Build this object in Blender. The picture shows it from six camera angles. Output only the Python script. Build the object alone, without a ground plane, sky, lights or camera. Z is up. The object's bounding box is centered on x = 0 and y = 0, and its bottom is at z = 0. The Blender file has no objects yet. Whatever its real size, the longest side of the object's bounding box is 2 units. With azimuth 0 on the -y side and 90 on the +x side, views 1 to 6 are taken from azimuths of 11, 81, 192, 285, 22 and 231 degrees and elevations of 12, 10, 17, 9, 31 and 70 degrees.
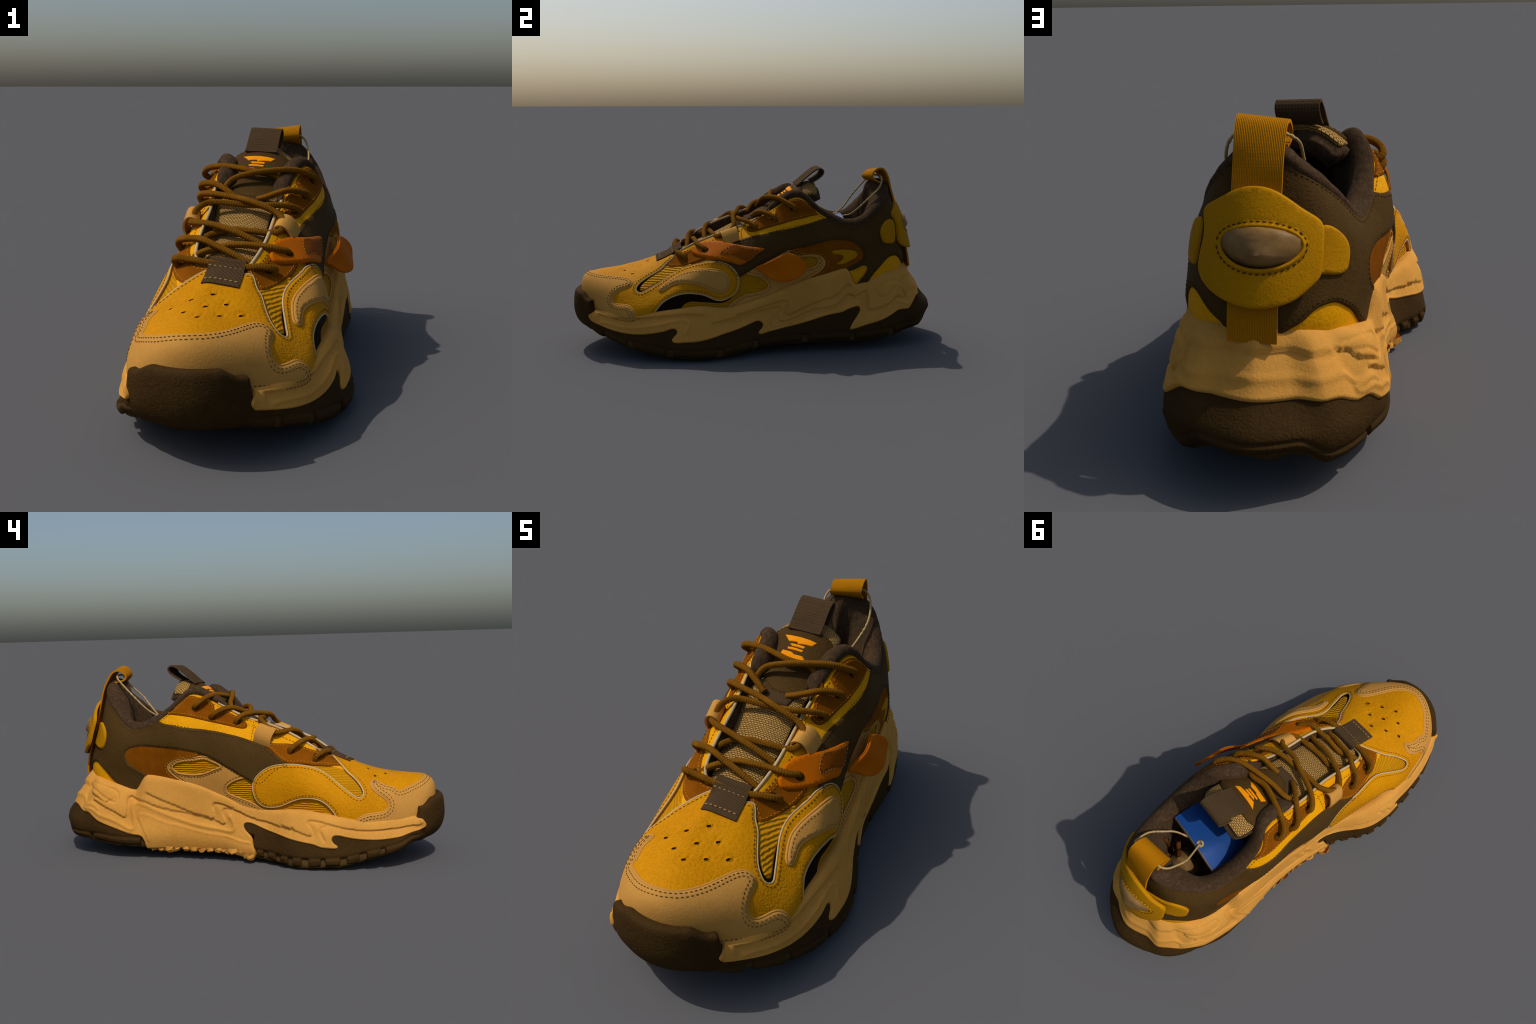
"""A chunky trail sneaker, built part by part from lofted surfaces, draped leather
panels, stitching, laces, webbing loops and a sculpted two-tone sole."""
import math
import random
import numpy as np

random.seed(7)
RNG = np.random.default_rng(7)

# ------------------------------------------------------------------ curves
def spline(P, n, closed=False, u=None):
    """C2 cubic spline through the points P, n samples (chord length parameter)."""
    P = np.asarray(P, float)
    if closed:
        k = len(P)
        Q = np.vstack([P, P, P])
        d = np.sqrt(np.linalg.norm(np.diff(np.vstack([P, P[:1]]), axis=0), axis=1)) + 1e-9
        d = np.concatenate([d, d, d])[:-1]
    else:
        k = len(P)
        Q = P
        d = np.sqrt(np.linalg.norm(np.diff(P, axis=0), axis=1)) + 1e-9
    x = np.concatenate([[0], np.cumsum(d)]) if u is None else np.asarray(u, float)
    m = len(Q)
    h = np.diff(x)
    A = np.zeros((m, m))
    b = np.zeros(Q.shape)
    A[0, 0] = A[-1, -1] = 1
    i = np.arange(1, m - 1)
    A[i, i - 1] = h[:-1]
    A[i, i] = 2 * (h[:-1] + h[1:])
    A[i, i + 1] = h[1:]
    b[1:-1] = 6 * ((Q[2:] - Q[1:-1]) / h[1:, None] - (Q[1:-1] - Q[:-2]) / h[:-1, None])
    M = np.linalg.solve(A, b)
    t = np.linspace(x[k], x[2 * k], n, endpoint=False) if closed else np.linspace(x[0], x[-1], n)
    j = np.clip(np.searchsorted(x, t, side="right") - 1, 0, m - 2)
    a = (x[j + 1] - t)[:, None]
    c = (t - x[j])[:, None]
    hj = h[j][:, None]
    return M[j] * a**3 / (6 * hj) + M[j + 1] * c**3 / (6 * hj) + (Q[j] / hj - M[j] * hj / 6) * a + (Q[j + 1] / hj - M[j + 1] * hj / 6) * c


def pchip(x, Y, t):
    """Monotone cubic interpolation of the rows of Y over x (no overshoot)."""
    x = np.asarray(x, float)
    Y = np.asarray(Y, float)
    h = np.diff(x)[:, None]
    s = np.diff(Y, axis=0) / h
    D = np.zeros_like(Y)
    ok = s[1:] * s[:-1] > 0
    w1, w2 = 2 * h[1:] + h[:-1], h[1:] + 2 * h[:-1]
    with np.errstate(divide="ignore", invalid="ignore"):
        D[1:-1] = np.where(ok, (w1 + w2) / (w1 / s[:-1] + w2 / s[1:]), 0)
    D[0], D[-1] = s[0], s[-1]
    j = np.clip(np.searchsorted(x, t, side="right") - 1, 0, len(x) - 2)
    q = ((t - x[j]) / (x[j + 1] - x[j]))[:, None]
    hj = h[j]
    return (1 + 2 * q) * (1 - q) ** 2 * Y[j] + q * (1 - q) ** 2 * hj * D[j] + q * q * (3 - 2 * q) * Y[j + 1] + q * q * (q - 1) * hj * D[j + 1]


def resample(P, step, closed=False):
    P = np.asarray(P, float)
    Q = np.vstack([P, P[:1]]) if closed else P
    d = np.concatenate([[0], np.cumsum(np.linalg.norm(np.diff(Q, axis=0), axis=1))])
    n = max(3, int(round(d[-1] / step)))
    t = np.linspace(0, d[-1], n, endpoint=False) if closed else np.linspace(0, d[-1], n + 1)
    return np.stack([np.interp(t, d, Q[:, k]) for k in range(Q.shape[1])], 1)


def smooth01(x):
    x = np.clip(x, 0, 1)
    return x * x * (3 - 2 * x)


# ------------------------------------------------------------------ lofted surfaces
class Loft:
    """Closed loop of ribs (t runs round the shoe, s runs up each rib), on a dense grid."""

    def __init__(self, G):
        self.G = G
        self.N, self.M = G.shape[:2]
        du = np.roll(G, -1, 0) - np.roll(G, 1, 0)
        dv = np.gradient(G, axis=1)
        n = np.cross(du, dv)
        self.Nrm = n / (np.linalg.norm(n, axis=2, keepdims=True) + 1e-12)
        self.Lt = np.linalg.norm(np.diff(G[:, self.M // 3], axis=0), axis=1).sum()
        self.Ls = np.linalg.norm(np.diff(G, axis=1), axis=2).sum(1).mean()

    def at(self, ts, field=None):
        F = self.G if field is None else field
        ts = np.atleast_2d(ts)
        a = (ts[:, 0] / self.Lt % 1) * self.N
        b = np.clip(ts[:, 1] / self.Ls, 0, 1) * (self.M - 1)
        i = np.floor(a).astype(int)
        j = np.clip(np.floor(b).astype(int), 0, self.M - 2)
        fa = (a - i)[:, None]
        fb = (b - j)[:, None]
        i0, i1 = i % self.N, (i + 1) % self.N
        return (F[i0, j] * (1 - fa) + F[i1, j] * fa) * (1 - fb) + (F[i0, j + 1] * (1 - fa) + F[i1, j + 1] * fa) * fb

    def normal(self, ts):
        n = self.at(ts, self.Nrm)
        return n / (np.linalg.norm(n, axis=1, keepdims=True) + 1e-12)

    def locate(self, p):
        """Chart position nearest to the point p."""
        d = np.linalg.norm(self.G - np.asarray(p), axis=2)
        i, j = np.unravel_index(np.argmin(d), d.shape)
        best = np.array([i / self.N * self.Lt, j / (self.M - 1) * self.Ls])
        st = np.array([self.Lt / self.N, self.Ls / (self.M - 1)])
        for _ in range(3):
            q = best + np.stack(np.meshgrid(np.linspace(-1, 1, 9), np.linspace(-1, 1, 9), indexing="ij"), -1).reshape(-1, 2) * st
            best = q[np.argmin(np.linalg.norm(self.at(q) - p, axis=1))]
            st = st / 4
        return best

    def cast(self, o, d):
        """First hit of a ray: (point, chart position) or None."""
        G = self.G
        A = G[:, :-1].reshape(-1, 3)
        Bq = np.roll(G, -1, 0)
        Bp, Cp, Dp = Bq[:, :-1].reshape(-1, 3), Bq[:, 1:].reshape(-1, 3), G[:, 1:].reshape(-1, 3)
        best = None
        for P, Q, R in ((A, Bp, Cp), (A, Cp, Dp)):
            e1, e2 = Q - P, R - P
            h = np.cross(d, e2)
            a = np.einsum("ij,ij->i", e1, h)
            with np.errstate(divide="ignore", invalid="ignore"):
                f = 1 / a
                s = o - P
                u = f * np.einsum("ij,ij->i", s, h)
                q = np.cross(s, e1)
                v = f * (q @ d)
                t = f * np.einsum("ij,ij->i", e2, q)
            ok = (u >= -1e-6) & (v >= -1e-6) & (u + v <= 1 + 1e-6) & (t > 1e-4) & np.isfinite(t)
            if ok.any():
                m = np.where(ok, t, 1e9)
                k = np.argmin(m)
                if best is None or m[k] < best:
                    best = m[k]
        return None if best is None else o + best * d

    def pick(self, where, a, b):
        """Chart position of a point named by its place in a side, top or rear drawing."""
        if where == "R":                               # rib number, fraction of its height
            return np.array([a / len(UPPER_RIBS) * self.Lt, b * self.Ls])
        if where == "L":
            o, d = np.array([3.0, a, b]), np.array([-1.0, 0, 0])
        elif where == "M":
            o, d = np.array([-3.0, a, b]), np.array([1.0, 0, 0])
        elif where == "T":
            o, d = np.array([a, b, 3.0]), np.array([0, 0, -1.0])
        elif where == "H":
            o, d = np.array([a, 3.0, b]), np.array([0, -1.0, 0])
        else:
            o, d = np.array([a, -3.0, b]), np.array([0, 1.0, 0])
        p = self.cast(o, d)
        if p is None:
            ax = np.cross(self.G - o, d)
            k = np.unravel_index(np.argmin(np.linalg.norm(ax, axis=2)), ax.shape[:2])
            p = self.G[k]
        return self.locate(p)


# ------------------------------------------------------------------ upper: ribs from sole edge to top line
UPPER_RIBS = [
    ((-.055, -.935, .20), (-.055, -.945, .33), (-.055, -.900, .398), (-.06, -.75, .418), (-.055, -.59, .453), (-.04, -.44, .515)),
    ((.105, -.880, .19), (.120, -.872, .26), (.112, -.825, .352), (.06, -.72, .398), (.03, -.58, .443), (.0, -.44, .51)),
    ((.255, -.72, .19), (.258, -.71, .245), (.205, -.68, .322), (.14, -.62, .385), (.07, -.52, .45), (.03, -.435, .513)),
    ((.29, -.57, .20), (.285, -.56, .26), (.24, -.53, .328), (.17, -.48, .405), (.10, -.43, .475), (.055, -.385, .545)),
    ((.305, -.38, .22), (.295, -.37, .30), (.272, -.35, .39), (.222, -.33, .462), (.145, -.31, .525), (.072, -.29, .59)),
    ((.29, -.18, .20), (.288, -.18, .29), (.270, -.18, .38), (.232, -.175, .485), (.160, -.165, .57), (.072, -.15, .637)),
    ((.28, .0, .24), (.282, .0, .33), (.262, .0, .43), (.228, .0, .54), (.170, .0, .63), (.082, .0, .703)),
    ((.275, .15, .30), (.278, .15, .39), (.263, .15, .49), (.238, .15, .60), (.190, .165, .71), (.135, .185, .815)),
    ((.268, .30, .35), (.274, .30, .43), (.267, .30, .52), (.248, .30, .60), (.219, .30, .67), (.188, .30, .746)),
    ((.25, .48, .33), (.258, .48, .41), (.258, .48, .48), (.245, .48, .55), (.222, .48, .61), (.20, .48, .66)),
    ((.225, .64, .33), (.222, .65, .41), (.212, .65, .49), (.200, .645, .57), (.182, .64, .65), (.155, .62, .72)),
    ((.12, .772, .36), (.126, .784, .44), (.12, .775, .53), (.11, .765, .63), (.095, .745, .73), (.075, .715, .82)),
    ((-.04, .825, .36), (-.04, .840, .43), (-.04, .82, .53), (-.035, .776, .65), (-.03, .748, .77), (-.03, .715, .858)),
    ((-.19, .772, .36), (-.193, .780, .44), (-.182, .762, .53), (-.165, .740, .63), (-.148, .722, .73), (-.122, .705, .82)),
    ((-.265, .64, .33), (-.268, .65, .41), (-.265, .655, .49), (-.256, .655, .57), (-.240, .645, .65), (-.215, .61, .72)),
    ((-.275, .48, .33), (-.285, .48, .41), (-.298, .48, .48), (-.300, .48, .55), (-.288, .48, .60), (-.258, .49, .65)),
    ((-.28, .30, .35), (-.300, .30, .43), (-.316, .30, .52), (-.325, .30, .60), (-.308, .30, .68), (-.268, .30, .754)),
    ((-.275, .15, .30), (-.296, .15, .39), (-.312, .15, .49), (-.308, .15, .60), (-.282, .16, .70), (-.215, .19, .822)),
    ((-.275, .0, .24), (-.295, .0, .33), (-.310, .0, .43), (-.306, .0, .54), (-.272, .0, .635), (-.20, .0, .728)),
    ((-.285, -.18, .20), (-.296, -.18, .29), (-.300, -.18, .38), (-.290, -.18, .48), (-.262, -.18, .57), (-.18, -.15, .672)),
    ((-.325, -.38, .22), (-.322, -.37, .30), (-.318, -.35, .38), (-.294, -.34, .450), (-.254, -.32, .517), (-.178, -.29, .612)),
    ((-.335, -.58, .19), (-.335, -.57, .25), (-.320, -.55, .32), (-.278, -.52, .398), (-.219, -.48, .468), (-.162, -.415, .535)),
    ((-.305, -.74, .19), (-.304, -.72, .26), (-.290, -.69, .333), (-.250, -.645, .394), (-.175, -.56, .445), (-.10, -.435, .518)),
    ((-.215, -.880, .19), (-.232, -.870, .27), (-.215, -.825, .357), (-.165, -.73, .408), (-.11, -.59, .455), (-.07, -.44, .515)),
]


def make_upper():
    R = np.array(UPPER_RIBS)
    k = len(R)
    rows = np.stack([spline(r, 61, u=np.arange(6)) for r in R])          # k x 61 x 3
    N = k * 14
    u = np.arange(3 * k + 1)
    Q = np.concatenate([rows, rows, rows, rows[:1]])
    G = np.stack([spline(Q[:, j], 3 * N + 1, u=u)[N:2 * N] for j in range(61)], 1)
    L = Loft(G)
    return Loft(G - L.Nrm * .008)                                         # room for the leather pieces


# ------------------------------------------------------------------ sole: stations round the plan, profile at each
def rise(zb, zt, *o):
    """Wall profile of the sole from the tread edge zb up to the top edge zt; o: offsets."""
    h = zt - zb
    return [(o[0], zb), (o[1], zb + .2 * h), (o[2], zb + .42 * h), (o[3], zb + .66 * h), (o[4], zb + .88 * h), (o[5], zt), (o[5] - .05, zt - .02)]


TOE = [(-.095, .103), (-.048, .120), (-.014, .158), (.0, .215), (-.003, .272), (-.016, .313), (-.060, .310)]
TOE_SIDE = [(-.075, .104), (-.034, .120), (-.010, .155), (.0, .20), (-.003, .252), (-.014, .284), (-.055, .280)]
HEEL = [(-.075, .118), (-.022, .140), (.002, .174), (-.022, .219), (-.086, .30), (-.148, .412), (-.20, .40)]
HEEL_SIDE = [(-.045, .066), (-.010, .112), (.0, .168), (-.014, .213), (-.052, .29), (-.125, .398), (-.19, .39)]
SOLE_STATIONS = [
    (-.055, -1.0, TOE), (.060, -.972, TOE), (.122, -.930, TOE_SIDE), (.140, -.9155, TOE_SIDE),
    (.156, -.901, rise(.090, .229, -.075, -.025, -.006, -.008, -.014, -.042)),
    (.176, -.882, rise(.085, .229, -.07, -.02, -.006, -.010, -.018, -.044)),
    (.232, -.820, rise(.078, .229, -.04, -.01, -.008, -.016, -.024, -.044)),
    (.306, -.700, rise(.048, .227, -.02, .0, -.008, -.018, -.030, -.050)),
    (.372, -.520, rise(.016, .246, -.012, .0, -.010, -.028, -.054, -.082)),
    (.398, -.330, rise(.003, .264, -.012, .0, -.016, -.042, -.066, -.090)),
    (.376, -.180, rise(.012, .248, -.012, .0, -.014, -.038, -.060, -.085)),
    (.325, .0, rise(.036, .292, -.012, .0, -.006, -.015, -.024, -.036)),
    (.308, .180, rise(.040, .366, -.012, .0, -.006, -.012, -.018, -.028)),
    (.310, .350, rise(.042, .410, -.012, .0, -.008, -.017, -.026, -.040)),
    (.314, .440, rise(.043, .430, -.012, .0, -.010, -.026, -.038, -.054)),
    (.314, .500, rise(.040, .340, -.012, .0, -.010, -.028, -.042, -.058)),
    (.306, .600, rise(.046, .366, -.012, -.004, -.018, -.040, -.060, -.086)),
    (.282, .725, rise(.058, .394, -.016, .0, -.016, -.038, -.062, -.100)),
    (.246, .815, HEEL_SIDE), (.185, .900, HEEL_SIDE), (.095, .960, HEEL), (-.040, 1.0, HEEL), (-.160, .955, HEEL), (-.243, .905, HEEL_SIDE), (-.302, .820, HEEL_SIDE),
    (-.336, .720, rise(.066, .382, -.03, -.006, -.004, -.018, -.036, -.090)),
    (-.356, .600, rise(.058, .358, -.02, -.003, -.016, -.028, -.052, -.078)),
    (-.350, .505, rise(.055, .336, -.02, -.003, -.018, -.030, -.052, -.074)),
    (-.340, .430, rise(.052, .416, -.02, -.003, -.016, -.024, -.034, -.058)),
    (-.320, .330, rise(.054, .405, -.02, .0, -.006, -.014, -.022, -.036)),
    (-.302, .200, rise(.040, .376, -.02, .0, -.002, -.008, -.012, -.022)),
    (-.303, .060, rise(.040, .322, -.02, .0, -.002, -.008, -.014, -.026)),
    (-.312, -.070, rise(.018, .270, -.014, .0, -.008, -.020, -.030, -.044)),
    (-.340, -.180, rise(.008, .254, -.014, .0, -.010, -.024, -.040, -.060)),
    (-.384, -.265, rise(.002, .262, -.014, .0, -.010, -.024, -.044, -.072)),
    (-.406, -.330, rise(.0, .265, -.012, .0, -.010, -.026, -.048, -.078)),
    (-.397, -.520, rise(.004, .243, -.012, .0, -.008, -.018, -.034, -.064)),
    (-.366, -.680, rise(.040, .224, -.02, .0, -.008, -.018, -.030, -.054)),
    (-.318, -.815, rise(.070, .230, -.04, -.008, -.008, -.018, -.028, -.048)),
    (-.284, -.873, rise(.098, .236, -.06, -.02, -.006, -.010, -.020, -.046)),
    (-.266, -.896, rise(.098, .238, -.07, -.025, -.006, -.008, -.014, -.044)),
    (-.252, -.910, TOE_SIDE), (-.236, -.924, TOE_SIDE), (-.165, -.972, TOE),
]


def make_sole():
    plan = np.array([(a, b) for a, b, _ in SOLE_STATIONS])
    prof = np.array([p for _, _, p in SOLE_STATIONS])                    # k x 7 x 2
    k = len(plan)
    N = 900
    Q = np.vstack([plan, plan, plan, plan[:1]])
    d = np.linalg.norm(np.diff(Q, axis=0), axis=1)
    u = np.concatenate([[0], np.cumsum(d)])
    L = u[k]
    C = spline(Q, 3 * N + 1, u=u)[N:2 * N]
    tg = np.roll(C, -1, 0) - np.roll(C, 1, 0)
    for _ in range(30):                                                   # calm normals
        tg = (np.roll(tg, 1, 0) + tg * 2 + np.roll(tg, -1, 0)) / 4
    nr = np.stack([tg[:, 1], -tg[:, 0]], 1)
    nr /= np.linalg.norm(nr, axis=1, keepdims=True)
    P3 = np.concatenate([prof, prof, prof, prof[:1]]).reshape(3 * k + 1, -1)
    pr = pchip(u, P3, np.linspace(L, 2 * L, N, endpoint=False)).reshape(N, 7, 2)
    M = 61
    G = np.zeros((N, M, 3))
    for i in range(N):
        q = spline(pr[i], M, u=np.arange(7))
        G[i, :, :2] = C[i] + nr[i] * q[:, :1]
        G[i, :, 2] = q[:, 1]
    return Loft(G)


UPPER = make_upper()
SOLE = make_sole()


# ------------------------------------------------------------------ tongue: open sheet, t runs heelward, s across
TONGUE_STATIONS = [  # centre x, y, z, half width, sag at the edges
    (-.050, -.475, .490, .085, .020), (-.055, -.40, .516, .100, .022), (-.060, -.30, .562, .112, .024),
    (-.060, -.228, .592, .120, .026), (-.068, -.10, .652, .128, .030), (-.065, .02, .706, .130, .032),
    (-.060, .12, .765, .132, .038), (-.056, .20, .828, .136, .050), (-.053, .25, .857, .140, .062),
    (-.052, .295, .872, .140, .070), (-.052, .325, .868, .130, .068), (-.052, .342, .848, .118, .060)]


class Sheet(Loft):
    def __init__(self, G):
        self.G = G
        self.N, self.M = G.shape[:2]
        n = np.cross(np.gradient(G, axis=0), np.gradient(G, axis=1))
        self.Nrm = n / (np.linalg.norm(n, axis=2, keepdims=True) + 1e-12)
        self.Lt = np.linalg.norm(np.diff(G[:, self.M // 2], axis=0), axis=1).sum()
        self.Ls = np.linalg.norm(np.diff(G, axis=1), axis=2).sum(1).mean()

    def at(self, ts, field=None):
        F = self.G if field is None else field
        ts = np.atleast_2d(ts)
        a = np.clip(ts[:, 0] / self.Lt, 0, 1) * (self.N - 1)
        b = np.clip(ts[:, 1] / self.Ls, 0, 1) * (self.M - 1)
        i = np.clip(np.floor(a).astype(int), 0, self.N - 2)
        j = np.clip(np.floor(b).astype(int), 0, self.M - 2)
        fa, fb = (a - i)[:, None], (b - j)[:, None]
        return (F[i, j] * (1 - fa) + F[i + 1, j] * fa) * (1 - fb) + (F[i, j + 1] * (1 - fa) + F[i + 1, j + 1] * fa) * fb

    def locate(self, p):
        d = np.linalg.norm(self.G - np.asarray(p), axis=2)
        i, j = np.unravel_index(np.argmin(d), d.shape)
        best = np.array([i / (self.N - 1) * self.Lt, j / (self.M - 1) * self.Ls])
        st = np.array([self.Lt / self.N, self.Ls / (self.M - 1)])
        for _ in range(3):
            q = best + np.stack(np.meshgrid(np.linspace(-1, 1, 9), np.linspace(-1, 1, 9), indexing="ij"), -1).reshape(-1, 2) * st
            best = q[np.argmin(np.linalg.norm(self.at(q) - p, axis=1))]
            st = st / 4
        return best


def make_tongue():
    st = spline(np.array(TONGUE_STATIONS), 120)
    a = np.linspace(1, -1, 41)                     # from the +x edge to the -x edge: normals point up
    G = np.zeros((120, 41, 3))
    G[:, :, 0] = st[:, :1] + a * st[:, 3:4]
    G[:, :, 1] = st[:, 1:2]
    G[:, :, 2] = st[:, 2:3] - st[:, 4:5] * np.abs(a) ** 2.3
    G = G[:, ::1]
    return Sheet(G)


TONGUE = make_tongue()


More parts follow.
